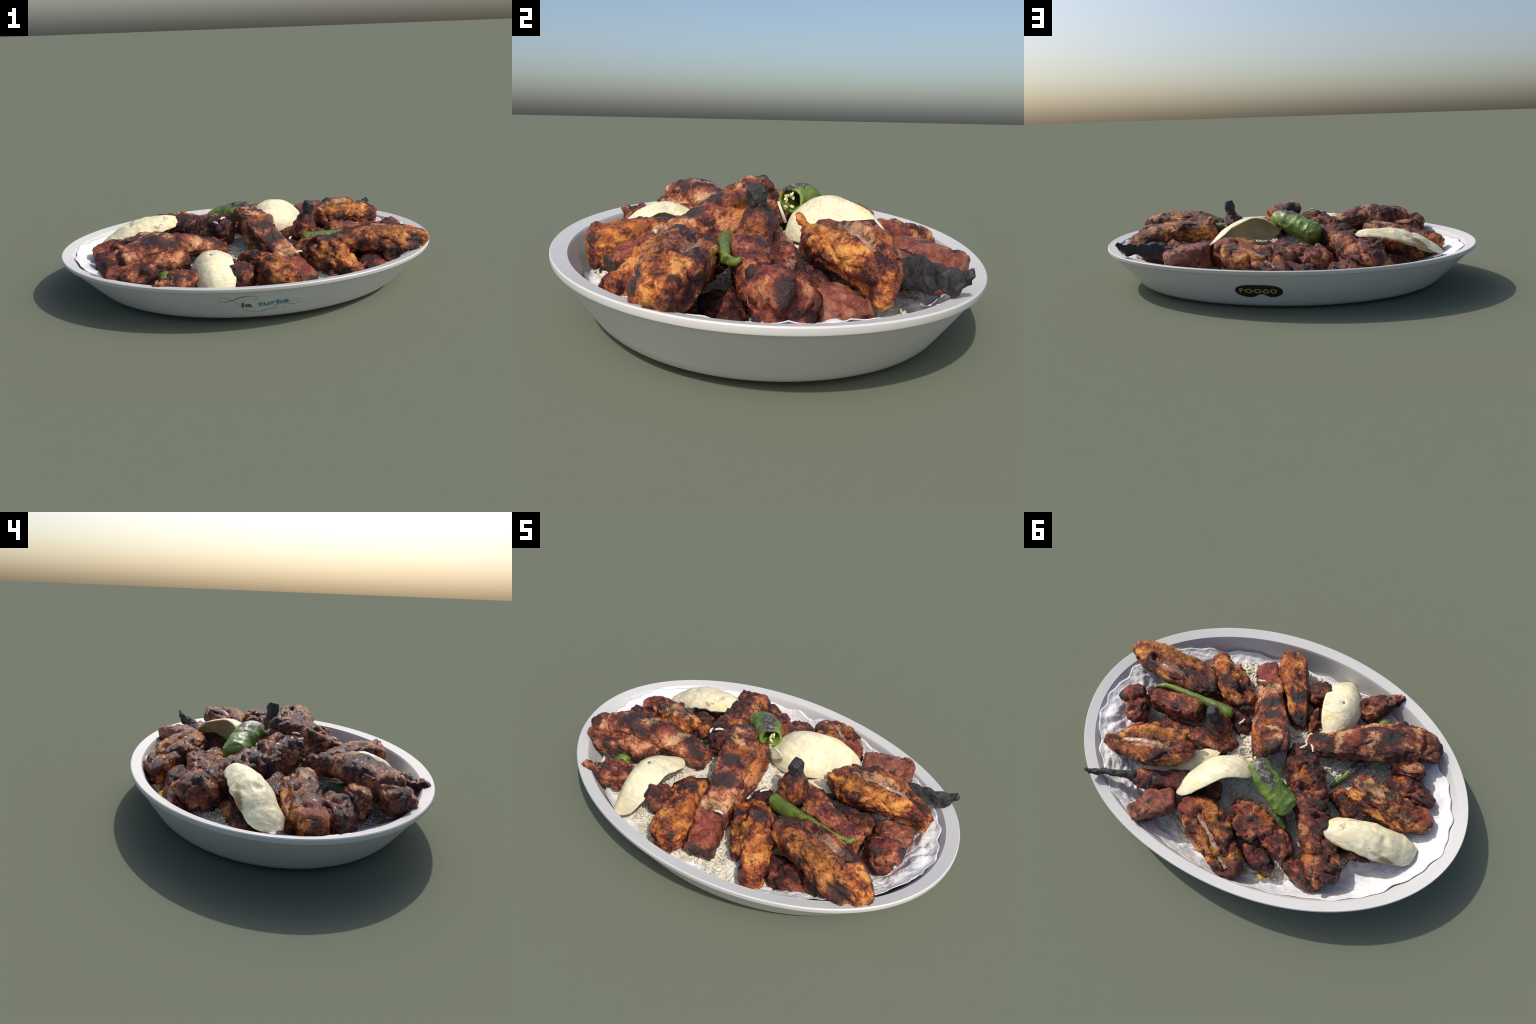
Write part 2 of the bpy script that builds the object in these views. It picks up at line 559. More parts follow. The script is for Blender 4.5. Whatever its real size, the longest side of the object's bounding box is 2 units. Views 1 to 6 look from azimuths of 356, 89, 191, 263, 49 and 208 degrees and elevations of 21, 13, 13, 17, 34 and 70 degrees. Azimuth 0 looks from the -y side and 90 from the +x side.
def onion_material(name, loc, angle, holes, scorch=0.3):
    n = Nodes(name)
    p = n.warp(n.obj, 12, 0.04)
    tone = n.ramp(n.noise(p, 8, 4, 0.6), [(0.3, (0.58, 0.52, 0.37)), (0.46, (0.72, 0.65, 0.43)), (0.58, (0.83, 0.76, 0.52)), (0.70, (0.80, 0.67, 0.33))])
    vein = n.noise(n.mapping(n.obj, rot=(0, 0, -angle), scale=(6, 110, 110)), 1, 3, 0.6)
    tone = n.mix(n.span(vein, 0.50, 0.68, 0, 0.5), tone, (0.54, 0.47, 0.29))
    brown = n.noise(n.warp(n.obj, 30, 0.04), 12, 4, 0.65)
    tone = n.mix(n.span(brown, 0.70 - 0.1 * scorch, 0.78 - 0.1 * scorch, 0, 0.7), tone, (0.33, 0.19, 0.06))
    for c, r, col in holes:
        q = n.warp(n.obj, 60, 0.02)
        tone = n.mix(n.patch(q, tuple(np.subtract(c, loc)), r, 0, 0.35), tone, col)
    bump = n.math("MULTIPLY_ADD", vein, 0.6, n.noise(p, 30, 4))
    m = n.finish(tone, 0.55, bump, 0.006, 0.5, Subsurface_Weight=0.12, Subsurface_Scale=0.02)
    n.bsdf.inputs["Subsurface Radius"].default_value = (1, 0.8, 0.4)
    return m


def pepper_material(name, loc, angle, light, dark, blister=(), scorch=0.3):
    n = Nodes(name)
    p = n.warp(n.obj, 14, 0.04)
    tone = n.ramp(n.noise(p, 11, 4, 0.6), [(0.32, dark), (0.52, tuple(0.5 * (a + b) for a, b in zip(light, dark))), (0.68, light)])
    streak = n.noise(n.mapping(n.obj, rot=(0, 0, -angle), scale=(10, 70, 70)), 1, 3, 0.6)
    tone = n.mix(n.span(streak, 0.5, 0.72, 0, 0.35), tone, tuple(min(1, 1.6 * x) for x in light))
    burn = n.span(n.noise(n.warp(n.obj, 25, 0.05), 9, 4, 0.62), 0.74 - 0.24 * scorch, 0.82 - 0.24 * scorch, 0, 0.9)
    tone = n.mix(burn, tone, (0.03, 0.03, 0.018))
    crinkle = n.noise(n.warp(n.obj, 18, 0.08), 35, 3, 0.6, 2.0)
    for c, r, turn in blister:
        m = n.patch(n.warp(n.obj, 30, 0.03), tuple(np.subtract(c, loc)), r, turn, 0.22)
        skin = n.ramp(crinkle, [(0.42, (0.045, 0.042, 0.03)), (0.55, (0.10, 0.09, 0.07)), (0.64, (0.32, 0.31, 0.27))])
        tone = n.mix(m, tone, skin)
    bump = n.math("MULTIPLY_ADD", crinkle, 0.5, n.noise(p, 40, 3))
    return n.finish(tone, 0.42, bump, 0.008, 0.5, Coat_Weight=0.05, Coat_Roughness=0.25)


# ------------------------------------------------------------------ dish
def wall(f):
    """Outer wall from foot (0) to lip (1): half length, half width, height, shift along x."""
    b = 4 * f * (1 - f)
    return 0.832 + 0.153 * f, 0.582 + 0.094 * f + 0.002 * b, 0.030 + 0.162 * f, 0.006 * (1 - f)


def build_dish():
    prof = [(0.30, 0.22, 0.0, 0.006), (0.60, 0.42, 0.0, 0.006), (0.72, 0.50, 0.0, 0.006), (0.762, 0.53, 0.002, 0.006), (0.795, 0.554, 0.008, 0.006), (0.817, 0.571, 0.018, 0.006)]
    prof += [wall(f) for f in (0, 0.12, 0.25, 0.4, 0.55, 0.7, 0.85, 0.95, 1)]
    prof += [(a, b, z, 0) for a, b, z in [(0.993, 0.682, 0.1925), (0.9985, 0.6855, 0.1955), LIP_OUT[:2] + (0.199,), LIP_OUT[:2] + (0.2120,),
             (0.9965, 0.6835, 0.2155), (0.970, 0.659, 0.2095), (0.9505, 0.6405, 0.2045), LIP_IN,
             (0.946, 0.636, 0.2015), (0.935, 0.632, 0.190), (0.90, 0.622, 0.148), (0.87, 0.608, 0.100), (0.82, 0.58, 0.055), (0.79, 0.55, 0.035),
             (0.74, 0.51, 0.026), (0.60, 0.42, 0.022), (0.30, 0.22, 0.022)]]
    m = 224
    th = np.linspace(0, TAU, m, endpoint=False)
    v = np.concatenate([np.stack([x + a * np.cos(th), b * np.sin(th), 0 * th + z], -1) for a, b, z, x in prof])
    f = grid_faces(len(prof), m, True)
    f.append(tuple(range(m))[::-1])
    last = (len(prof) - 1) * m
    f.append(tuple(last + k for k in range(m)))
    me = new_mesh("oval_dish", place(v), f)
    me.set_sharp_from_angle(angle=math.radians(28))
    ob = new_object("oval_dish", me, mat=MATS["dish"], label="deep oval white ceramic serving dish with wide rim", category="dish")
    return ob


def on_wall(x, f, side, proud=0.0015):
    """Point of the outer wall at local x, at fraction f of its height."""
    a, b, z, dx = wall(f)
    y = b * np.sqrt(np.maximum(1 - ((x - dx) / a) ** 2, 0))
    y = side * (y + proud)
    return place(np.stack([x, y, z - proud * 0.6 + 0 * x], -1))


def text_mesh(body, offset=0.0, shear=0.0):
    cu = bpy.data.curves.new("letters", "FONT")
    cu.body, cu.size, cu.offset, cu.resolution_u, cu.shear = body, 1.0, offset, 6, shear
    ob = bpy.data.objects.new("letters", cu)
    bpy.context.scene.collection.objects.link(ob)
    me = bpy.data.meshes.new_from_object(ob.evaluated_get(bpy.context.evaluated_depsgraph_get()))
    bpy.data.objects.remove(ob)
    bpy.data.curves.remove(cu)
    bm = bmesh.new()
    bm.from_mesh(me)
    bmesh.ops.triangulate(bm, faces=bm.faces)
    bmesh.ops.subdivide_edges(bm, edges=[e for e in bm.edges if e.calc_length() > 0.25], cuts=2)
    bm.to_mesh(me)
    bm.free()
    return me


def letters(dish, name, body, x0, x1, f0, f1, side, mat, offset=0.0, slope=0.0, proud=0.0016, shear=0.0):
    me = text_mesh(body, offset, shear)
    v = coords(me)
    u = (v[:, 0] - v[:, 0].min()) / np.ptp(v[:, 0])
    w = (v[:, 1] - v[:, 1].min()) / np.ptp(v[:, 1])
    set_coords(me, on_wall(x0 + (x1 - x0) * u, f0 + (f1 - f0) * w + slope * u, side, proud))
    return new_object(name, me, dish, mat)


def stroke(dish, name, pts, widths, side, mat, proud=0.0014):
    """Calligraphic line on the wall: rows (x, f)."""
    c = catmull(np.column_stack([pts, widths]), 90)
    d = np.gradient(c[:, :2] * (1, 0.2), axis=0)
    d /= np.linalg.norm(d, axis=1)[:, None]
    nrm = np.column_stack([-d[:, 1], d[:, 0] / 0.2])
    a, b = c[:, :2] + nrm * c[:, 2:3], c[:, :2] - nrm * c[:, 2:3]
    v = np.concatenate([on_wall(a[:, 0], a[:, 1], side, proud), on_wall(b[:, 0], b[:, 1], side, proud)])
    k = len(c)
    return new_object(name, new_mesh(name, v, [(i, i + 1, k + i + 1, k + i) for i in range(k - 1)]), dish, mat)


def ring(dish, name, cx, cf, rx, rf, hole, side, mat, proud, drop=False):
    t = np.linspace(0, TAU, 41)[:-1]
    ex, ef = np.cos(t), np.sin(t)
    if drop:       # a drop with its point up and to one side
        k = np.exp(-((t - 2.6) / 0.35) ** 2)
        ex, ef = ex * (1 + 0.35 * k), ef - 0.85 * k * 0.9
        k = np.exp(-((t - 1.5) / 0.5) ** 2)
        ef = ef + 0.25 * k
    o = on_wall(cx + rx * ex, cf + rf * ef, side, proud)
    i = on_wall(cx + rx * hole * ex, cf + rf * hole * ef, side, proud)
    return new_object(name, new_mesh(name, np.concatenate([o, i]), [(k, (k + 1) % 40, 40 + (k + 1) % 40, 40 + k) for k in range(40)]), dish, mat)


def build_marks(dish):
    s = -1
    letters(dish, "printed_word", "la", -0.092, -0.043, 0.40, 0.585, s, MATS["ink_brown"], 0.02, -0.01)
    letters(dish, "printed_word", "turka", -0.018, 0.128, 0.40, 0.585, s, MATS["ink_teal"], 0.02, 0.08)
    letters(dish, "printed_tagline", "SWEETS  &  PIE", 0.03, 0.113, 0.245, 0.275, s, MATS["ink_brown"], 0.0, 0.03)
    stroke(dish, "printed_flourish", [(-0.035, 0.662), (-0.022, 0.773), (-0.05, 0.840), (-0.09, 0.825), (-0.14, 0.692), (-0.175, 0.633), (-0.198, 0.692), (-0.188, 0.796), (-0.16, 0.796), (-0.115, 0.588), (-0.08, 0.315), (-0.05, 0.204), (-0.01, 0.174), (0.022, 0.248)],
           [0.0005, 0.0006, 0.001, 0.0018, 0.0016, 0.0007, 0.0005, 0.0005, 0.0006, 0.0006, 0.0006, 0.0006, 0.0009, 0.0016], s, MATS["ink_brown"])
    stroke(dish, "printed_flourish", [(0.058, 0.362), (0.075, 0.417), (0.1, 0.450), (0.12, 0.417), (0.145, 0.368), (0.17, 0.395), (0.19, 0.494), (0.18, 0.560), (0.16, 0.549), (0.125, 0.483)],
           [0.0016, 0.0012, 0.0008, 0.0012, 0.0016, 0.0008, 0.0005, 0.0005, 0.0005, 0.0004], s, MATS["ink_teal"])
    # dark badge with rounded ends and a waved lower edge
    t = np.linspace(0, 1, 61)
    x = 0.160 - 0.226 * t
    env = (1 - np.abs(2 * t - 1) ** 3.2) ** 0.5
    top = 0.47 + 0.21 * env
    bot = 0.47 - 0.24 * env + 0.13 * np.exp(-((t - 0.55) / 0.13) ** 2)
    rows = [on_wall(x, bot + (top - bot) * k, 1, 0.0015) for k in np.linspace(0, 1, 7)]
    new_object("printed_badge", new_mesh("printed_badge", np.concatenate(rows), grid_faces(7, 61)), dish, MATS["ink_black"])
    letters(dish, "badge_letter", "F", 0.138, 0.118, 0.41, 0.56, 1, MATS["ink_gold"], 0.02, 0, 0.0028)
    for x, r in ((0.094, 0.018), (0.052, 0.018), (-0.022, 0.016)):
        ring(dish, "badge_letter", x, 0.475, r, 0.075, 0.62, 1, MATS["ink_gold"], 0.0028)
    ring(dish, "badge_letter", 0.014, 0.465, -0.015, 0.07, 0.55, 1, MATS["ink_gold"], 0.0028, True)


# ------------------------------------------------------------------ lining and rice
def rice_edge(th):
    return np.minimum(0.90, 0.90 - 0.15 * np.cos(th) ** 4 - 0.10 * smooth(np.cos(th - 2.75), 0.6, 1) + 0.03 * np.sin(5 * th + 1) + 0.02 * np.sin(11 * th))


def rice_height(s, th):
    e = rice_edge(th)
    base = np.minimum(liner_height(e, th), floor_height(th) + 0.022 + 0.038 * smooth(-np.sin(th), 0.2, 0.9))
    return base + 0.002 + (0.20 - base) * np.clip(1 - (s / e) ** 1.35, 0, 1) + 0.02 * np.exp(-(((s * np.cos(th) - 0.18) / 0.16) ** 2 + ((s * np.sin(th) - 0.08) / 0.22) ** 2))


def build_lining():
    m, k = 360, 90
    th = np.linspace(0, TAU, m, endpoint=False)
    low = smooth(np.cos(th + 1.75), 0.30, 0.95)             # the paper stays lower along one side
    edge = 0.985 - 0.055 * low + 0.007 * np.sin(9 * th) + 0.005 * np.sin(23 * th + 2) + 0.004 * np.sin(41 * th)
    rows = []
    for j in range(k):
        t = j / (k - 1)
        s = edge * (1 - 0.62 * t)
        x, y = LIP_IN[0] * s * np.cos(th), LIP_IN[1] * s * np.sin(th)
        p = np.stack([x, y, liner_height(s, th) + 0.004], -1)
        cr = 0.45 + 0.9 * smooth(np.cos(th), -0.2, 0.8)
        w = p + 0.02 * np.stack([perlin(p / 0.06 + i) for i in (1, 2, 3)], 1)
        fold = 0.55 * ridged(w / 0.075 * (1, 1, 0.3)) + 0.45 * ridged(w / 0.042 + 4)
        fade = 0.3 + 0.7 * smooth(np.full(m, t), 0.0, 0.10)
        p[:, 2] += 0.016 * cr * (fold + 0.5) * fade
        p[:, :2] *= (1 - 0.010 * cr * (fold + 0.8) * fade)[:, None]
        rows.append(p)
    top = np.concatenate(rows)
    under = top - (0, 0, 0.003)
    f = grid_faces(k, m, True)
    o = len(top)
    f = [q[::-1] for q in f] + [tuple(i + o for i in q) for q in f]
    f += [(i, (i + 1) % m, o + (i + 1) % m, o + i) for i in range(m)]
    v = place(np.concatenate([top, under]))
    new_object("lining_paper", new_mesh("lining_paper", v, f), mat=MATS["paper"], label="crumpled white paper sheet lining the dish", category="paper")


def build_rice():
    m, k = 220, 70
    th = np.linspace(0, TAU, m, endpoint=False)
    rows = []
    for j in range(k):
        s = rice_edge(th) * (1 - j / k)
        x, y = LIP_IN[0] * s * np.cos(th), LIP_IN[1] * s * np.sin(th)
        p = np.stack([x, y, rice_height(s, th)], -1)
        p[:, 2] += 0.010 * fbm(p / 0.06, 2) + 0.006 * ridged(p / 0.025)
        if j == 0:
            p[:, 2] -= 0.02
        rows.append(p)
    v = np.concatenate(rows + [[(0, 0, rice_height(0.0, 0.0))]])
    f = [q[::-1] for q in grid_faces(k, m, True)]
    o = (k - 1) * m
    f += [(o + (i + 1) % m, o + i, k * m) for i in range(m)]
    bed = new_object("rice_bed", new_mesh("rice_bed", place(v), f), mat=MATS["rice"], label="flattened mound of buttery white long grain rice", category="rice")
    bed["kind"] = "stuff"
    # loose grains over the mound
    rng = np.random.default_rng(SEED + 5)
    n, ring_n, seg = 6500, 6, 6
    a = np.linspace(0, TAU, seg, endpoint=False)
    l = np.linspace(-1, 1, ring_n)
    prof = np.sqrt(np.clip(1 - np.abs(l) ** 2.6, 0.03, 1))
    unit = np.concatenate([np.stack([np.full(seg, q), r * np.cos(a), r * np.sin(a)], -1) for q, r in zip(l, prof)])
    uf = grid_faces(ring_n, seg, True) + [tuple(range(seg))[::-1], tuple((ring_n - 1) * seg + i for i in range(seg))]
    uf = [q[::-1] for q in uf]
    th = rng.uniform(0, TAU, n)
    s = np.sqrt(rng.uniform(0, 1, n)) * rice_edge(th) * 0.985
    x, y = LIP_IN[0] * s * np.cos(th), LIP_IN[1] * s * np.sin(th)
    z = rice_height(np.minimum(s, rice_edge(th)), th) + rng.uniform(-0.004, 0.009, n)
    vs, fs = [], []
    for i in range(n):
        L, w = rng.uniform(0.015, 0.025), rng.uniform(0.005, 0.007)
        g = unit * (L, w, w * 0.85)
        g[:, 2] += -0.25 * L * (g[:, 0] / L) ** 2 * rng.uniform(-1, 1)
        R = np.array(Matrix.Rotation(rng.uniform(0, TAU), 3, "Z") @ Matrix.Rotation(rng.normal(0, 0.35), 3, "Y"))
        vs.append(g @ R.T + (x[i], y[i], z[i]))
        fs += [tuple(k + i * len(unit) for k in q) for q in uf]
    gr = new_object("rice_grain", new_mesh("rice_grain", place(np.concatenate(vs)), fs), bed, MATS["rice"])
    gr["kind"] = "stuff"


# ------------------------------------------------------------------ onion petals
def onion_petal(label, rows, sag, holes=(), thick=0.011, face=(0, 0, 1), ruffle=0.004, scorch=0.3, taper=6.0, curl=2.0, wave=0.0, lift=1.0):
    """A curved petal of grilled onion: an arched, closed shell along a spine."""
    n, m = 64, 44
    s = catmull(rows, n)
    t = np.linspace(-1, 1, n)
    w = s[:, 3] * np.sqrt(np.clip(1 - np.abs(t) ** taper, 0.02, 1))
    w = w * (1 + wave * np.sin(t * 9 + 1) + 0.6 * wave * np.sin(t * 23))
    face = np.asarray(face, float) / np.linalg.norm(face)
    _, sd, up = frames(s[:, :3], face)
    q = np.linspace(-1, 1, m)
    wmax = w.max()
    out, inn = [], []
    for i in range(n):
        drop = sag * np.where(q > 0, lift, 1) * (w[i] / wmax) ** 1.2 * np.abs(q) ** curl
        lat = w[i] * q * (1 - 0.12 * np.abs(q) ** 3)
        base = s[i, :3] + lat[:, None] * sd[i] - drop[:, None] * up[i]
        slope = np.gradient(drop) / (np.gradient(lat) + 1e-9)
        nn = up[i] + slope[:, None] * sd[i]
        nn /= np.linalg.norm(nn, axis=1)[:, None]
        th = thick * (1 - 0.55 * np.abs(q) ** 4) * (1 - 0.5 * abs(t[i]) ** 6)
        out.append(base)
        inn.append(base - nn * th[:, None])
    out, inn = np.concatenate(out), np.concatenate(inn)
    seed = sum(map(ord, label)) * 0.11
    d = ruffle * fbm(out / 0.07 + seed, 3) + 0.25 * ruffle * ridged(out / 0.03 + seed)
    for c, r, depth in holes:
        if not depth:
            continue
        d = d - depth * np.exp(-(np.linalg.norm(out - c, axis=1) / r) ** 2)
    out, inn = out + d[:, None] * face, inn + d[:, None] * face
    v = np.concatenate([out, inn])
    o = n * m
    f = grid_faces(n, m)
    f = f + [tuple(i + o for i in k[::-1]) for k in f]
    edge = [i * m for i in range(n)] + [(n - 1) * m + j for j in range(1, m)] + [i * m + m - 1 for i in range(n - 2, -1, -1)] + [j for j in range(m - 2, 0, -1)]
    f += [(a, b, b + o, a + o) for a, b in zip(edge, edge[1:] + edge[:1])]
    c = v.mean(0)
    me = new_mesh("onion_petal", v - c, f)
    bm = bmesh.new()
    bm.from_mesh(me)
    bmesh.ops.recalc_face_normals(bm, faces=bm.faces)
    bm.to_mesh(me)
    bm.free()
    ang = math.atan2(rows[-1][1] - rows[0][1], rows[-1][0] - rows[0][0])
    mat = onion_material("grilled_onion", c, ang, [(h[0], h[1] * 0.55, (0.10, 0.055, 0.025)) if h[2] else (h[0], h[1], (0.36, 0.22, 0.09)) for h in holes], scorch)
    ob = new_object("onion_petal", me, mat=mat, label=label, category="onion")
    ob.location = c
    return ob


# ------------------------------------------------------------------ peppers
def pepper(label, rows, light, dark, blister=(), open_start=False, scorch=0.3, wobble=0.004, power=2.2):
    v, f = loft(rows, power, 0.5, 70, 36)
    if open_start:
        # cut the first end open and fold the wall inward
        ringn, m = 80, 36
        v = v[5 * m:]
        ringn = len(v) // m
        f = [q[::-1] for q in grid_faces(ringn, m, True)]
        f.append(tuple((ringn - 1) * m + k for k in range(m)))
        inner = []
        for i in range(0, 26):
            r = v[i * m:(i + 1) * m]
            c = r.mean(0)
            inner.append(c + (r - c) * (0.80 - 0.012 * i))
        o = len(v)
        v = np.concatenate([v] + inner)
        f += grid_faces(26, m, True, o)
        f += [(j, (j + 1) % m, o + (j + 1) % m, o + j) for j in range(m)]
        f.append(tuple(o + 25 * m + k for k in range(m))[::-1])
    seed = sum(map(ord, label)) * 0.13
    v = v + wobble * np.stack([fbm(v / 0.06 + seed + 7 * k, 3) for k in range(3)], 1)
    c = v.mean(0)
    me = new_mesh("green_pepper", v - c, f)
    bm = bmesh.new()
    bm.from_mesh(me)
    bmesh.ops.recalc_face_normals(bm, faces=bm.faces)
    bm.to_mesh(me)
    bm.free()
    ang = math.atan2(rows[-1][1] - rows[0][1], rows[-1][0] - rows[0][0])
    ob = new_object("green_pepper", me, mat=pepper_material("pepper_skin", c, ang, light, dark, blister, scorch), label=label, category="pepper")
    ob.location = c
    return ob


# ------------------------------------------------------------------ the meal
def build_wings():
    # split wing by the rim at the sunny end
    g = [(0.775, -0.201, 0.320), (0.70, -0.186, 0.325), (0.62, -0.179, 0.315), (0.575, -0.176, 0.300)]
    w = piece("chicken_wing", "large grilled split chicken wing leaning on rim", [
        slab([(0.87, -0.271, 0.215, 0.03, 0.04), (0.78, -0.278, 0.225, 0.034, 0.05), (0.68, -0.266, 0.218, 0.032, 0.05)]),
        slab([(0.926, -0.238, 0.245, 0.036, 0.045), (0.826, -0.220, 0.272, 0.064, 0.055), (0.68, -0.211, 0.280, 0.079, 0.058), (0.561, -0.204, 0.269, 0.077, 0.056), (0.473, -0.201, 0.250, 0.064, 0.05), (0.424, -0.209, 0.230, 0.037, 0.04)])],
        "wing", 0.007, 0.005, stretch=1.8, grooves=[(g, 0.019, 0.032)], char=0.45, shift=-0.015,
        patches=[("gold", (0.70, -0.266, 0.320), (0.12, 0.035, 0.05), 0.0), ("char", (0.44, -0.206, 0.270), (0.07, 0.06, 0.06), 0), ("char", (0.84, -0.286, 0.270), (0.06, 0.035, 0.04), 0), ("brown", (0.50, -0.186, 0.300), (0.06, 0.07, 0.05), 0), ("flesh", (0.68, -0.181, 0.320), (0.12, 0.02, 0.05), 0)])
    bone_sliver(w, [(0.77, -0.203, 0.308), (0.70, -0.188, 0.314), (0.63, -0.181, 0.303), (0.585, -0.177, 0.290)], 0.011)
    # wing with an orange flap, outer end down at the rice
    g = [(0.43, -0.37, 0.24), (0.345, -0.285, 0.27), (0.26, -0.22, 0.25)]
    piece("chicken_wing", "orange grilled chicken wing sloping to the rim", [
        slab([(0.537, -0.429, 0.125, 0.037, 0.045), (0.458, -0.341, 0.19, 0.055, 0.06), (0.38, -0.262, 0.238, 0.060, 0.062), (0.299, -0.215, 0.225, 0.048, 0.055), (0.22, -0.179, 0.19, 0.032, 0.045)]),
        slab([(0.405, -0.400, 0.18, 0.017, 0.035), (0.31, -0.303, 0.225, 0.024, 0.04), (0.228, -0.235, 0.21, 0.017, 0.035)])],
        "wing", 0.008, 0.006, grooves=[(g, 0.011, 0.03)], char=0.4, shift=0.0,
        bumps=[((0.50, -0.33, 0.20), 0.025, 0.016), ((0.43, -0.36, 0.25), 0.02, 0.01)],
        patches=[("gold", (0.36, -0.34, 0.24), (0.09, 0.03, 0.06), 0.75), ("char", (0.385, -0.265, 0.31), (0.028, 0.022, 0.03), 0.5), ("char", (0.26, -0.17, 0.23), (0.06, 0.035, 0.05), 0.5), ("orange", (0.47, -0.33, 0.23), (0.05, 0.05, 0.05), 0)])
    # wing with a knuckle, near side
    piece("chicken_wing", "reddish grilled chicken wing with round knuckle", [
        slab([(0.168, -0.582, 0.195, 0.052, 0.062), (0.126, -0.494, 0.200, 0.072, 0.07), (0.061, -0.401, 0.208, 0.062, 0.072), (0.014, -0.317, 0.205, 0.051, 0.065), (-0.021, -0.253, 0.185, 0.043, 0.055), (-0.038, -0.219, 0.16, 0.027, 0.04)], 2.6),
        blob((0.157, -0.553, 0.258), (0.022, 0.022, 0.022))],
        "wing", 0.006, 0.0045, stretch=1.9, grooves=[([(0.085, -0.47, 0.26), (0.05, -0.43, 0.26)], 0.010, 0.022)], char=0.42, shift=-0.01,
        patches=[("brown", (0.157, -0.551, 0.28), 0.024, 0), ("char", (-0.03, -0.24, 0.23), 0.05, 0), ("orange", (0.14, -0.46, 0.26), (0.08, 0.04, 0.06), 2.0), ("char", (0.03, -0.33, 0.27), (0.04, 0.03, 0.03), 0)])
    # wing over the far right
    g = [(0.70, 0.262, 0.330), (0.58, 0.230, 0.355), (0.43, 0.190, 0.335)]
    w = piece("chicken_wing", "golden grilled split chicken wing with pale bone", [
        slab([(0.792, 0.278, 0.235, 0.024, 0.038), (0.696, 0.269, 0.272, 0.056, 0.05), (0.595, 0.233, 0.295, 0.090, 0.055), (0.49, 0.198, 0.297, 0.092, 0.055), (0.417, 0.179, 0.288, 0.071, 0.05), (0.358, 0.165, 0.270, 0.041, 0.04)]),
        slab([(0.43, 0.12, 0.310, 0.018, 0.02), (0.402, 0.094, 0.355, 0.009, 0.01)], up=(1, 0, 0))],
        "wing", 0.007, 0.005, stretch=1.5, grooves=[(g, 0.019, 0.028)], char=0.36, shift=-0.015,
        bumps=[((0.585, 0.10, 0.310), 0.035, 0.025)],
        patches=[("gold", (0.53, 0.155, 0.340), (0.14, 0.04, 0.05), 0.3), ("orange", (0.60, 0.29, 0.330), (0.12, 0.04, 0.05), 0.3), ("pale", (0.57, 0.235, 0.350), (0.15, 0.022, 0.05), 0.28), ("char", (0.50, 0.26, 0.320), (0.05, 0.03, 0.03), 0.3), ("red", (0.36, 0.165, 0.300), 0.055, 0)])
    bone_sliver(w, [(0.69, 0.261, 0.322), (0.60, 0.236, 0.338), (0.52, 0.214, 0.338), (0.44, 0.193, 0.322)], 0.011)
    # wing at the far side middle
    g = [(0.19, 0.425, 0.30), (0.12, 0.465, 0.285), (0.04, 0.525, 0.262), (-0.04, 0.585, 0.225)]
    w = piece("chicken_wing", "grilled chicken wing split along a grey bone", [
        slab([(0.291, 0.40, 0.25, 0.041, 0.045), (0.204, 0.414, 0.245, 0.079, 0.055), (0.11, 0.459, 0.227, 0.093, 0.058), (0.022, 0.517, 0.205, 0.08, 0.055), (-0.049, 0.568, 0.175, 0.064, 0.05), (-0.091, 0.605, 0.15, 0.041, 0.04)])],
        "wing", 0.007, 0.006, stretch=1.4, grooves=[(g, 0.019, 0.028)], char=0.5, shift=-0.01,
        bumps=[((0.10, 0.40, 0.28), 0.02, 0.012), ((0.02, 0.46, 0.26), 0.022, 0.012), ((0.16, 0.375, 0.28), 0.02, 0.012)],
        patches=[("gold", (0.09, 0.42, 0.28), (0.08, 0.035, 0.05), -0.6), ("gold", (0.07, 0.53, 0.24), (0.10, 0.03, 0.05), -0.6), ("char", (0.08, 0.395, 0.28), (0.03, 0.02, 0.03), 0), ("char", (0.03, 0.44, 0.26), (0.03, 0.02, 0.03), 0), ("red", (0.27, 0.40, 0.29), 0.06, 0), ("brown", (-0.08, 0.59, 0.2), 0.05, 0)])
    bone_sliver(w, [(0.18, 0.43, 0.286), (0.12, 0.467, 0.274), (0.04, 0.527, 0.25), (-0.045, 0.588, 0.213)], 0.011)
    # two-slab wing at the shaded end
    g = [(-0.425, -0.02, 0.29), (-0.53, -0.005, 0.285), (-0.66, 0.005, 0.26), (-0.74, 0.012, 0.235)]
    w = piece("chicken_wing", "tan grilled chicken wing cut in two slabs", [
        slab([(-0.415, -0.06, 0.245, 0.045, 0.05), (-0.51, -0.047, 0.25, 0.053, 0.055), (-0.622, -0.034, 0.23, 0.058, 0.055), (-0.743, -0.029, 0.205, 0.061, 0.055), (-0.831, -0.038, 0.18, 0.048, 0.05)], 2.8),
        slab([(-0.413, -0.002, 0.215, 0.032, 0.045), (-0.522, 0.017, 0.21, 0.034, 0.045), (-0.625, 0.034, 0.19, 0.034, 0.045), (-0.745, 0.037, 0.175, 0.03, 0.04)], 2.6)],
        "wing", 0.006, 0.005, stretch=1.6, grooves=[(g, 0.010, 0.02)], char=0.34, shift=-0.01,
        patches=[("pale", (-0.52, -0.05, 0.30), (0.10, 0.035, 0.04), 0.1), ("char", (-0.585, -0.055, 0.29), (0.022, 0.014, 0.03), 0.0), ("char", (-0.60, -0.075, 0.28), (0.02, 0.012, 0.03), 0.4), ("pale", (-0.62, 0.0, 0.25), (0.14, 0.012, 0.05), -0.05), ("red", (-0.78, -0.04, 0.24), (0.07, 0.05, 0.05), 0), ("char", (-0.835, -0.03, 0.2), 0.03, 0)])
    bone_sliver(w, [(-0.46, -0.017, 0.272), (-0.56, -0.002, 0.262), (-0.68, 0.008, 0.238)], 0.008)


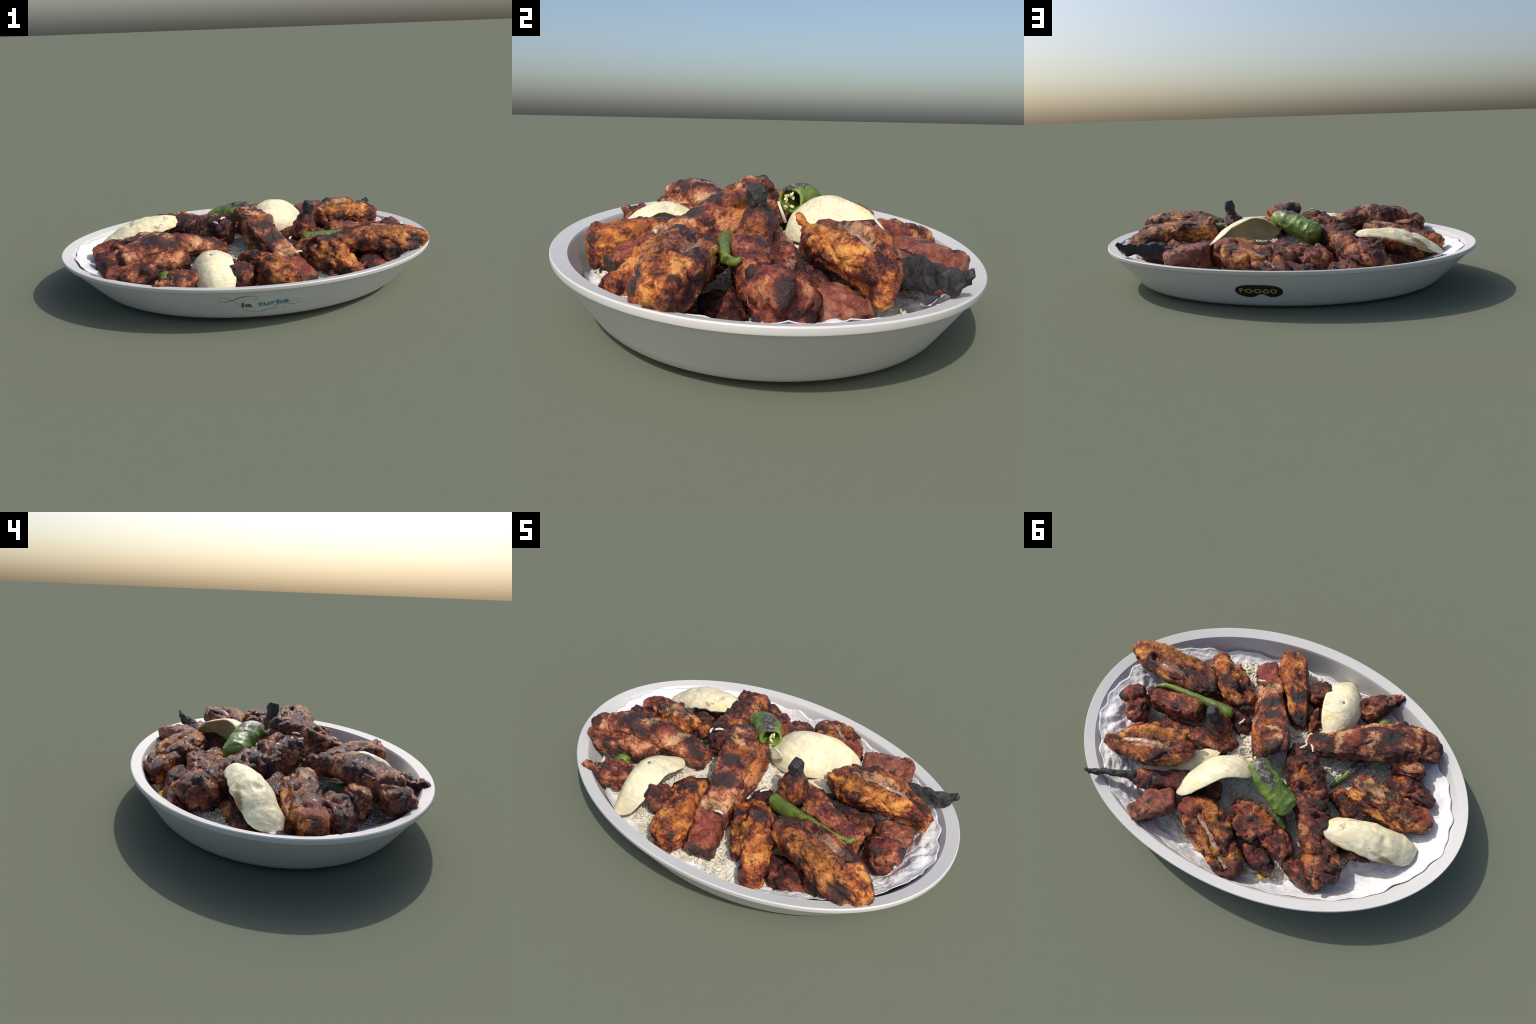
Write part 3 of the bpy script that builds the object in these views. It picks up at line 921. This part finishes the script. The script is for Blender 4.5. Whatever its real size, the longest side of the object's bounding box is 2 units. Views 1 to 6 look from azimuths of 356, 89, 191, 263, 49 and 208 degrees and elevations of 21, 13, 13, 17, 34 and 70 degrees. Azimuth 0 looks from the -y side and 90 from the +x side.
def build_ribs():
    piece("lamb_rib", "long blocky grilled rib across the middle", [
        slab([(0.275, -0.476, 0.135, 0.051, 0.055), (0.187, -0.343, 0.19, 0.060, 0.06), (0.107, -0.201, 0.265, 0.062, 0.06), (0.037, -0.086, 0.332, 0.070, 0.06), (-0.004, -0.028, 0.362, 0.060, 0.055), (-0.018, -0.006, 0.34, 0.046, 0.05)], 5.0, 0.18),
        slab([(0.19, -0.24, 0.20, 0.025, 0.05), (0.115, -0.081, 0.255, 0.032, 0.06), (0.066, 0.014, 0.285, 0.036, 0.06), (0.042, 0.046, 0.275, 0.03, 0.05)])],
        "rib", 0.006, 0.0045, stretch=2.0, char=0.45, shift=0.01,
        grooves=[([(0.235, -0.34, 0.25), (0.185, -0.33, 0.26), (0.135, -0.31, 0.25)], 0.012, 0.008), ([(0.09, -0.10, 0.38), (0.03, -0.085, 0.39), (-0.02, -0.09, 0.38)], 0.010, 0.008)],
        bumps=[((-0.02, 0.005, 0.405), 0.022, 0.016)],
        patches=[("pale", (0.185, -0.33, 0.25), (0.06, 0.022, 0.06), 0.5), ("pale", (0.035, -0.085, 0.385), (0.06, 0.014, 0.05), 0.0), ("char", (0.13, -0.235, 0.31), (0.06, 0.045, 0.05), 1.0), ("ash", (0.075, -0.16, 0.35), (0.05, 0.035, 0.05), 1.0), ("orange", (0.07, -0.12, 0.37), (0.05, 0.03, 0.04), 1.0), ("char", (-0.015, 0.0, 0.41), (0.05, 0.04, 0.05), 0), ("red", (0.235, -0.41, 0.2), (0.07, 0.07, 0.08), 0), ("char", (0.275, -0.49, 0.16), (0.05, 0.03, 0.05), 0), ("orange", (0.10, -0.05, 0.28), (0.09, 0.05, 0.08), -1.0)])
    piece("lamb_rib", "thick charred rib with knobbly outer end", [
        slab([(-0.132, -0.142, 0.214, 0.045, 0.05), (-0.198, -0.166, 0.234, 0.051, 0.055), (-0.273, -0.192, 0.261, 0.062, 0.06), (-0.415, -0.258, 0.291, 0.075, 0.065), (-0.547, -0.317, 0.284, 0.077, 0.065), (-0.638, -0.376, 0.259, 0.066, 0.062)], 3.2, 0.3, belly=0.65),
        slab([(-0.638, -0.348, 0.26, 0.048, 0.05), (-0.701, -0.37, 0.25, 0.051, 0.05), (-0.735, -0.39, 0.24, 0.034, 0.04)]),
        slab([(-0.545, -0.262, 0.20, 0.038, 0.045), (-0.592, -0.248, 0.22, 0.059, 0.06), (-0.665, -0.241, 0.22, 0.043, 0.055), (-0.695, -0.231, 0.2, 0.021, 0.04)]),
        slab([(-0.31, -0.300, 0.230, 0.034, 0.038), (-0.45, -0.365, 0.238, 0.044, 0.045), (-0.59, -0.418, 0.225, 0.045, 0.048), (-0.70, -0.425, 0.215, 0.036, 0.042)])],
        "rib", 0.006, 0.005, stretch=1.6, char=0.5, shift=0.0,
        bumps=[((-0.705, -0.42, 0.29), 0.018, 0.022), ((-0.675, -0.225, 0.27), 0.018, 0.016), ((-0.60, -0.36, 0.35), 0.02, 0.01), ((-0.30, -0.17, 0.32), 0.018, 0.01)],
        grooves=[([(-0.26, -0.14, 0.33), (-0.25, -0.19, 0.335), (-0.24, -0.25, 0.31)], 0.010, 0.010), ([(-0.64, -0.42, 0.32), (-0.66, -0.37, 0.32), (-0.65, -0.32, 0.31)], 0.013, 0.014)],
        patches=[("pale", (-0.265, -0.20, 0.32), (0.022, 0.06, 0.05), 0.2), ("red", (-0.33, -0.22, 0.35), (0.05, 0.05, 0.04), 0), ("pale", (-0.41, -0.255, 0.365), (0.03, 0.04, 0.03), 0), ("char", (-0.40, -0.33, 0.35), (0.06, 0.03, 0.04), 0.4), ("char", (-0.50, -0.30, 0.36), (0.07, 0.04, 0.04), 0.4), ("char", (-0.735, -0.385, 0.26), 0.04, 0), ("ash", (-0.17, -0.18, 0.29), (0.06, 0.03, 0.05), 0.3), ("gold", (-0.69, -0.232, 0.25), 0.022, 0), ("orange", (-0.52, -0.385, 0.25), (0.15, 0.03, 0.04), 0.4)])
    knobs = [(-0.085, -0.085, 0.35), (-0.155, -0.055, 0.37), (-0.115, 0.02, 0.36), (-0.205, -0.005, 0.36), (-0.175, 0.095, 0.34), (-0.265, 0.05, 0.34), (-0.235, 0.17, 0.32), (-0.325, 0.125, 0.32),
             (-0.355, 0.335, 0.285), (-0.405, 0.415, 0.285), (-0.46, 0.305, 0.28), (-0.505, 0.37, 0.27), (-0.305, 0.275, 0.30), (-0.385, 0.22, 0.31)]
    piece("lamb_rib", "dark knobbly grilled rib strip with charred bumps", [
        slab([(-0.103, -0.083, 0.288, 0.051, 0.06), (-0.152, -0.018, 0.298, 0.075, 0.065), (-0.22, 0.073, 0.268, 0.086, 0.065), (-0.284, 0.158, 0.253, 0.077, 0.065), (-0.343, 0.233, 0.238, 0.072, 0.065), (-0.405, 0.313, 0.213, 0.080, 0.065), (-0.453, 0.392, 0.208, 0.078, 0.065), (-0.478, 0.445, 0.178, 0.058, 0.055)], 2.8, 0.3),
        slab([(-0.45, 0.43, 0.215, 0.025, 0.03), (-0.465, 0.478, 0.222, 0.009, 0.012)])],
        "dark", 0.010, 0.007, char=0.45, shift=0.0,
        bumps=[(k, 0.02, 0.012 + 0.006 * (i % 3)) for i, k in enumerate(knobs)],
        grooves=[([(-0.09, 0.02, 0.36), (-0.15, 0.03, 0.36), (-0.22, 0.0, 0.35)], 0.014, 0.016), ([(-0.15, 0.12, 0.33), (-0.22, 0.11, 0.34), (-0.30, 0.07, 0.33)], 0.014, 0.014), ([(-0.22, 0.23, 0.31), (-0.31, 0.20, 0.32), (-0.38, 0.16, 0.31)], 0.014, 0.012), ([(-0.34, 0.37, 0.28), (-0.42, 0.35, 0.29), (-0.50, 0.33, 0.28)], 0.013, 0.012)],
        patches=[("char", tuple(np.add(k, (0, 0, 0.01))), 0.026, 0) for k in knobs[1::2]] + [("orange", (-0.19, 0.05, 0.345), (0.07, 0.02, 0.04), -0.5), ("gold", (-0.462, 0.47, 0.23), 0.016, 0), ("orange", (-0.36, 0.38, 0.27), (0.03, 0.05, 0.04), 0)])


def build_chops():
    e = bpy.data.objects.new("lamb_chop", None)
    bpy.context.scene.collection.objects.link(e)
    e.location = (0.45, 0.02, 0.18)
    e["label"], e["category"] = "grilled lamb chop with upright charred bone", "grilled meat"
    piece("chop_meat", "chop meat", [
        slab([(0.700, -0.026, 0.235, 0.040, 0.055), (0.610, -0.034, 0.240, 0.045, 0.055), (0.509, -0.042, 0.254, 0.045, 0.055), (0.427, -0.05, 0.258, 0.042, 0.055)], 4.0, 0.25),
        slab([(0.62, 0.06, 0.15, 0.039, 0.045), (0.478, 0.06, 0.165, 0.045, 0.05), (0.342, 0.05, 0.205, 0.053, 0.055), (0.244, 0.034, 0.21, 0.049, 0.05), (0.213, 0.039, 0.195, 0.032, 0.04)]),
        slab([(0.300, -0.008, 0.225, 0.070, 0.060), (0.312, -0.014, 0.295, 0.058, 0.050), (0.324, -0.018, 0.345, 0.038, 0.034), (0.332, -0.022, 0.385, 0.027, 0.025)], belly=1.0, up=(1, 0.3, 0))],
        "red", 0.006, 0.0045, stretch=1.3, char=0.45, parent=e, mat_name="chop_surface",
        grooves=[([(0.62, 0.065, 0.29), (0.53, 0.05, 0.29), (0.42, 0.03, 0.29)], 0.013, 0.02)],
        patches=[("char", (0.57, 0.0, 0.33), (0.08, 0.035, 0.04), 0), ("orange", (0.45, -0.05, 0.32), (0.05, 0.03, 0.05), 0), ("char", (0.32, -0.005, 0.35), (0.05, 0.06, 0.06), 0), ("flesh", (0.50, 0.085, 0.24), (0.08, 0.025, 0.04), 0), ("orange", (0.33, -0.03, 0.29), (0.04, 0.04, 0.05), 0)])
    v, f = loft([(0.328, -0.02, 0.365, 0.028, 0.026), (0.333, -0.024, 0.40, 0.029, 0.027), (0.341, -0.028, 0.425, 0.026, 0.022)], 3.2, 0.25, up=(1, 0.3, 0))
    v = v + 0.005 * np.stack([fbm(v / 0.025 + k * 5, 2) for k in range(3)], 1)
    new_object("chop_bone", new_mesh("chop_bone", v - np.array(e.location), f), e, MATS["burnt"])

    piece("lamb_chop", "small lamb chop end with burnt knuckle", [
        slab([(0.862, 0.038, 0.24, 0.024, 0.03), (0.828, 0.026, 0.25, 0.032, 0.035), (0.784, -0.004, 0.25, 0.043, 0.045), (0.745, -0.004, 0.245, 0.041, 0.045)]),
        slab([(0.785, -0.015, 0.22, 0.055, 0.06), (0.755, 0.045, 0.205, 0.055, 0.06), (0.73, 0.111, 0.16, 0.042, 0.05)])],
        "red", 0.007, 0.005, char=0.4, patches=[("char", (0.86, 0.04, 0.25), (0.04, 0.035, 0.05), 0), ("red", (0.79, 0.0, 0.29), 0.04, 0), ("char", (0.79, -0.05, 0.28), 0.03, 0)])

    e = bpy.data.objects.new("lamb_chop", None)
    bpy.context.scene.collection.objects.link(e)
    e.location = (0.45, 0.34, 0.15)
    e["label"], e["category"] = "grilled lamb chop with long blackened bone", "grilled meat"
    piece("chop_meat", "second chop meat", [
        slab([(0.60, 0.39, 0.225, 0.024, 0.035), (0.494, 0.372, 0.22, 0.043, 0.05), (0.407, 0.329, 0.21, 0.041, 0.055), (0.323, 0.303, 0.20, 0.056, 0.06), (0.212, 0.283, 0.19, 0.06, 0.06), (0.154, 0.268, 0.18, 0.043, 0.05)], 2.8)],
        "red", 0.007, 0.005, stretch=1.4, char=0.45, shift=-0.03, parent=e, mat_name="chop_surface",
        bumps=[((0.535, 0.353, 0.26), 0.016, 0.018)], patches=[("char", (0.60, 0.38, 0.24), 0.06, 0), ("brown", (0.3, 0.31, 0.24), (0.12, 0.05, 0.05), 0.2)])
    v, f = loft([(0.790, 0.476, 0.280, 0.007, 0.014), (0.764, 0.464, 0.260, 0.010, 0.020), (0.740, 0.450, 0.248, 0.014, 0.034), (0.70, 0.432, 0.246, 0.012, 0.030), (0.657, 0.414, 0.236, 0.016, 0.042), (0.562, 0.378, 0.228, 0.022, 0.042)], 2.6, n=70, lean=-0.3)
    v = v + 0.009 * np.stack([fbm(v / 0.035 + k * 5, 2) for k in range(3)], 1)
    new_object("chop_bone", new_mesh("chop_bone", v - np.array(e.location), f), e, MATS["burnt"])


def build_scraps():
    piece("meat_patty", "thick browned minced meat patty with flat top", [
        slab([(0.492, 0.562, 0.205, 0.038, 0.055), (0.418, 0.477, 0.213, 0.051, 0.06), (0.334, 0.392, 0.22, 0.046, 0.06)], 4.5, 0.25)],
        "minced", 0.004, 0.003, char=0.2, grain=0.3, patches=[("brown", (0.45, 0.54, 0.262), 0.014, 0)])
    piece("meat_patty", "round minced meat patty under a wing", [
        slab([(0.65, 0.13, 0.165, 0.05, 0.05), (0.70, 0.19, 0.162, 0.062, 0.055), (0.75, 0.25, 0.165, 0.045, 0.045)], 3.0)],
        "minced", 0.006, 0.004, char=0.3, grain=0.3)
    piece("meat_chunk", "torn red chunk of grilled lamb", [
        slab([(0.065, 0.292, 0.205, 0.03, 0.045), (-0.03, 0.298, 0.205, 0.049, 0.055), (-0.13, 0.333, 0.195, 0.056, 0.06), (-0.223, 0.376, 0.19, 0.059, 0.06), (-0.283, 0.398, 0.185, 0.039, 0.05)], 2.8),
        slab([(0.029, 0.361, 0.205, 0.032, 0.045), (-0.035, 0.379, 0.205, 0.045, 0.05), (-0.102, 0.398, 0.205, 0.028, 0.04)], 3.0)],
        "red", 0.009, 0.006, char=0.4, shift=0.02, grooves=[([(-0.13, 0.40, 0.26), (-0.17, 0.35, 0.26), (-0.19, 0.30, 0.25)], 0.012, 0.018)],
        patches=[("char", (-0.06, 0.33, 0.26), (0.04, 0.03, 0.03), 0), ("orange", (-0.10, 0.30, 0.25), (0.06, 0.02, 0.04), -0.3), ("char", (-0.28, 0.41, 0.24), 0.015, 0)])
    piece("meat_chunk", "small wedge of dark lamb at the rim", [
        slab([(-0.052, 0.442, 0.17, 0.017, 0.03), (-0.129, 0.476, 0.15, 0.039, 0.05), (-0.201, 0.478, 0.13, 0.041, 0.05), (-0.23, 0.465, 0.12, 0.026, 0.04)], 3.0)], "red", 0.006, 0.004, char=0.3, shift=-0.04)
    piece("meat_chunk", "pointed strip of dark grilled lamb", [
        slab([(-0.27, 0.424, 0.155, 0.03, 0.045), (-0.348, 0.441, 0.155, 0.049, 0.055), (-0.426, 0.458, 0.15, 0.039, 0.05), (-0.477, 0.473, 0.15, 0.012, 0.025)], 2.8)], "red", 0.007, 0.005, char=0.4, shift=-0.03)
    piece("meat_chunk", "lumpy chunk of grilled lamb by the lining", [
        slab([(-0.564, -0.143, 0.18, 0.041, 0.055), (-0.636, -0.156, 0.185, 0.064, 0.065), (-0.721, -0.149, 0.18, 0.056, 0.065), (-0.812, -0.144, 0.185, 0.019, 0.045)])], "rib", 0.012, 0.006, char=0.3, shift=-0.03, grain=0.5,
        patches=[("orange", (-0.60, -0.17, 0.25), 0.03, 0), ("char", (-0.815, -0.14, 0.2), 0.02, 0)])
    piece("meat_chunk", "pointed lump of grilled lamb over the rim", [
        slab([(-0.290, -0.435, 0.185, 0.050, 0.055), (-0.340, -0.485, 0.198, 0.050, 0.055), (-0.400, -0.545, 0.208, 0.036, 0.045), (-0.466, -0.597, 0.228, 0.010, 0.02)], 3.0)], "rib", 0.008, 0.006, char=0.2, shift=-0.02, grain=0.4,
        patches=[("flesh", (-0.40, -0.54, 0.24), 0.025, 0)])
    piece("meat_chunk", "rounded brown lump of grilled lamb", [
        slab([(-0.010, -0.393, 0.19, 0.045, 0.06), (-0.05, -0.43, 0.195, 0.055, 0.065), (-0.108, -0.465, 0.185, 0.048, 0.06)])], "rib", 0.007, 0.005, char=0.35, shift=-0.05, grain=0.4)
    piece("meat_chunk", "small orange scrap of grilled chicken", [
        slab([(-0.073, -0.35, 0.17, 0.026, 0.04), (-0.098, -0.278, 0.165, 0.034, 0.045), (-0.114, -0.226, 0.15, 0.026, 0.04)])], "wing", 0.007, 0.005, char=0.45, shift=-0.02)
    piece("meat_chunk", "dark red meat buried between wings", [
        slab([(0.428, -0.196, 0.15, 0.036, 0.05), (0.33, -0.164, 0.165, 0.045, 0.05), (0.232, -0.104, 0.185, 0.045, 0.05), (0.185, -0.057, 0.18, 0.032, 0.045)])], "red", 0.008, 0.006, char=0.45, shift=-0.06)
    piece("meat_chunk", "dark strip of meat beside the chop", [
        slab([(0.42, 0.11, 0.185, 0.03, 0.035), (0.32, 0.085, 0.185, 0.038, 0.035), (0.228, 0.06, 0.18, 0.028, 0.03)])], "dark", 0.006, 0.005, char=0.45, shift=-0.04)
    piece("meat_chunk", "shaded meat under the thick rib", [
        slab([(-0.264, -0.153, 0.12, 0.034, 0.045), (-0.328, -0.174, 0.13, 0.042, 0.05), (-0.391, -0.203, 0.12, 0.03, 0.045)])], "red", 0.007, 0.005, char=0.45, shift=-0.05)
    piece("meat_chunk", "brown meat slab under an onion petal", [
        slab([(-0.47, 0.244, 0.15, 0.045, 0.05), (-0.58, 0.210, 0.125, 0.05, 0.05), (-0.70, 0.175, 0.115, 0.04, 0.04)])], "dark", 0.008, 0.006, char=0.4, shift=0.0)
    piece("meat_chunk", "brown meat under the large wing", [
        slab([(0.48, -0.29, 0.125, 0.045, 0.045), (0.58, -0.285, 0.135, 0.065, 0.055), (0.68, -0.25, 0.14, 0.055, 0.05), (0.76, -0.20, 0.14, 0.035, 0.04)])], "red", 0.008, 0.006, char=0.45, shift=-0.05)
    piece("meat_chunk", "stringy scrap of chicken with charred ring", [
        slab([(-0.343, 0.018, 0.195, 0.034, 0.035), (-0.387, 0.030, 0.212, 0.040, 0.042), (-0.453, 0.068, 0.208, 0.046, 0.042), (-0.53, 0.09, 0.195, 0.038, 0.038)])], "wing", 0.007, 0.006, char=0.4, shift=-0.06, stretch=1.6)


    piece("meat_chunk", "dark meat filling between wing and chop", [
        slab([(0.60, -0.115, 0.145, 0.045, 0.045), (0.70, -0.10, 0.125, 0.05, 0.045), (0.79, -0.075, 0.11, 0.035, 0.035)])], "red", 0.008, 0.006, char=0.5, shift=-0.08)
    piece("meat_chunk", "dark meat filling beneath the golden wing", [
        slab([(0.40, 0.14, 0.18, 0.04, 0.045), (0.52, 0.13, 0.185, 0.045, 0.05), (0.63, 0.125, 0.175, 0.04, 0.045)])], "dark", 0.008, 0.006, char=0.5, shift=-0.05)
    n = Nodes("yellow_vegetable")
    yellow = n.finish(n.ramp(n.noise(n.obj, 30, 3), [(0.35, (0.42, 0.26, 0.03)), (0.65, (0.72, 0.52, 0.09))]), 0.4)
    for p, r in (((-0.20, 0.535, 0.105), (0.022, 0.014, 0.010)), ((-0.66, -0.335, 0.135), (0.035, 0.02, 0.012)), ((-0.12, 0.55, 0.10), (0.016, 0.010, 0.008))):
        v, f = blob((0, 0, 0), r)
        v = v + 0.005 * np.stack([fbm(v / 0.02 + k * 5 + p[0], 2) for k in range(3)], 1)
        g = new_object("vegetable_scrap", new_mesh("vegetable_scrap", v, f), mat=yellow, label="small soft yellow scrap of cooked vegetable", category="vegetable")
        g.location = p
    # grains and threads that stuck to the meat
    for p, turn in (((-0.131, -0.07, 0.372), 0.9), ((-0.17, -0.085, 0.355), 2.2), ((0.225, -0.10, 0.25), 1.2), ((0.235, -0.345, 0.262), 0.3)):
        v, f = loft([(-0.02, 0, 0, 0.004, 0.004), (0, 0.003, 0.002, 0.006, 0.005), (0.02, 0, 0, 0.004, 0.004)], n=16, m=12)
        g = new_object("rice_grain", new_mesh("rice_grain", v, f), mat=MATS["rice"], label="single rice grain stuck on the meat", category="rice")
        g.location, g.rotation_euler = p, (0, 0, turn)
    ring_pts = [(0.12 + 0.028 * math.cos(a), 0.062 + 0.012 * math.sin(a), 0.315 - 0.032 * math.sin(a), 0.005, 0.005) for a in np.linspace(-1.8, 1.9, 9)]
    v, f = loft(ring_pts, n=50, m=14, up=(0.3, 1, 0.2))
    new_object("onion_thread", new_mesh("onion_thread", v, f), mat=MATS["rice"], label="curled thread of pale cooked onion", category="onion")


def build_onions():
    onion_petal("domed cream onion petal at the near side", [(-0.172, -0.606, 0.130, 0.108), (-0.178, -0.515, 0.236, 0.114), (-0.197, -0.405, 0.298, 0.114), (-0.208, -0.317, 0.286, 0.108), (-0.208, -0.222, 0.235, 0.10)],
                0.085, [((-0.199, -0.399, 0.296), 0.016, 0.010)], scorch=0.2, taper=4.0, lift=0.35)
    onion_petal("upright cream onion petal showing its hollow", [(0.336, 0.375, 0.255, 0.085), (0.300, 0.275, 0.305, 0.112), (0.218, 0.168, 0.335, 0.122), (0.125, 0.112, 0.322, 0.118), (0.03, 0.095, 0.270, 0.11)],
                0.045, [((0.235, 0.15, 0.32), 0.012, 0.008)], face=(0.35, -0.55, 0.75), scorch=0.25, taper=4.5)
    onion_petal("broad papery browned onion petal", [(-0.372, 0.228, 0.295, 0.066), (-0.44, 0.203, 0.315, 0.082), (-0.531, 0.180, 0.316, 0.098), (-0.616, 0.162, 0.306, 0.104), (-0.704, 0.142, 0.272, 0.104), (-0.779, 0.115, 0.225, 0.092), (-0.818, 0.098, 0.18, 0.075)],
                0.06, [((-0.658, 0.15, 0.294), 0.016, 0.012), ((-0.375, 0.23, 0.295), (0.016, 0.06, 0.05), 0.0), ((-0.45, 0.285, 0.27), (0.09, 0.016, 0.06), 0.0), ((-0.70, 0.235, 0.23), (0.10, 0.014, 0.06), 0.0)], face=(-0.15, -0.22, 0.95), ruffle=0.006, scorch=0.75, taper=10, wave=0.03)
    onion_petal("thin translucent onion strip under a wing", [(0.56, 0.325, 0.215, 0.03), (0.416, 0.257, 0.235, 0.055), (0.33, 0.162, 0.235, 0.06), (0.25, 0.08, 0.235, 0.03)], 0.02, scorch=0.3, taper=4)


def build_peppers():
    p = pepper("fat roasted green pepper piece, cut open", [(0.054, 0.078, 0.345, 0.050, 0.048), (-0.027, 0.14, 0.347, 0.058, 0.052), (-0.103, 0.178, 0.318, 0.062, 0.056), (-0.162, 0.205, 0.293, 0.060, 0.052), (-0.205, 0.222, 0.278, 0.050, 0.042)],
               (0.21, 0.29, 0.05), (0.065, 0.12, 0.02), [((-0.02, 0.125, 0.405), (0.11, 0.04, 0.05), 2.5)], True, 0.3, 0.009)
    rng = np.random.default_rng(SEED + 9)
    for i in range(9):
        c = np.array((0.045, 0.085, 0.345)) + rng.normal(0, 1, 3) * (0.008, 0.016, 0.016)
        v, f = blob((0, 0, 0), (0.009, 0.006, 0.004))
        s = new_object("pepper_seed", new_mesh("pepper_seed", v, f), p, MATS["seed"])
        s.location = c - np.array(p.location)
        s.rotation_euler = rng.uniform(0, 3, 3)
    pepper("slim green chilli pepper with curled tip", [(0.70, -0.060, 0.286, 0.006, 0.007), (0.692, -0.078, 0.277, 0.010, 0.011), (0.649, -0.099, 0.274, 0.013, 0.015), (0.575, -0.108, 0.268, 0.018, 0.021), (0.474, -0.111, 0.259, 0.022, 0.028), (0.375, -0.116, 0.252, 0.026, 0.034), (0.309, -0.112, 0.244, 0.031, 0.037), (0.285, -0.113, 0.239, 0.020, 0.025)],
           (0.18, 0.245, 0.04), (0.07, 0.10, 0.014), scorch=0.4, wobble=0.003)
    pepper("dark roasted chilli pepper under a rib", [(-0.318, 0.0, 0.188, 0.01, 0.012), (-0.374, -0.113, 0.198, 0.02, 0.022), (-0.43, -0.222, 0.20, 0.028, 0.03), (-0.44, -0.36, 0.195, 0.034, 0.034), (-0.43, -0.425, 0.19, 0.034, 0.032), (-0.425, -0.448, 0.186, 0.030, 0.028)],
           (0.16, 0.27, 0.035), (0.03, 0.045, 0.012), [((-0.39, -0.15, 0.22), (0.06, 0.05, 0.05), 0.9)], scorch=0.55, wobble=0.004)
    pepper("small olive green pepper scrap", [(-0.103, 0.235, 0.235, 0.02, 0.02), (-0.162, 0.267, 0.215, 0.032, 0.03), (-0.215, 0.298, 0.20, 0.016, 0.02)], (0.12, 0.14, 0.02), (0.03, 0.035, 0.01), scorch=0.6)


make_materials()
dish = build_dish()
build_marks(dish)
build_lining()
build_rice()
build_wings()
build_ribs()
build_chops()
build_scraps()
build_onions()
build_peppers()
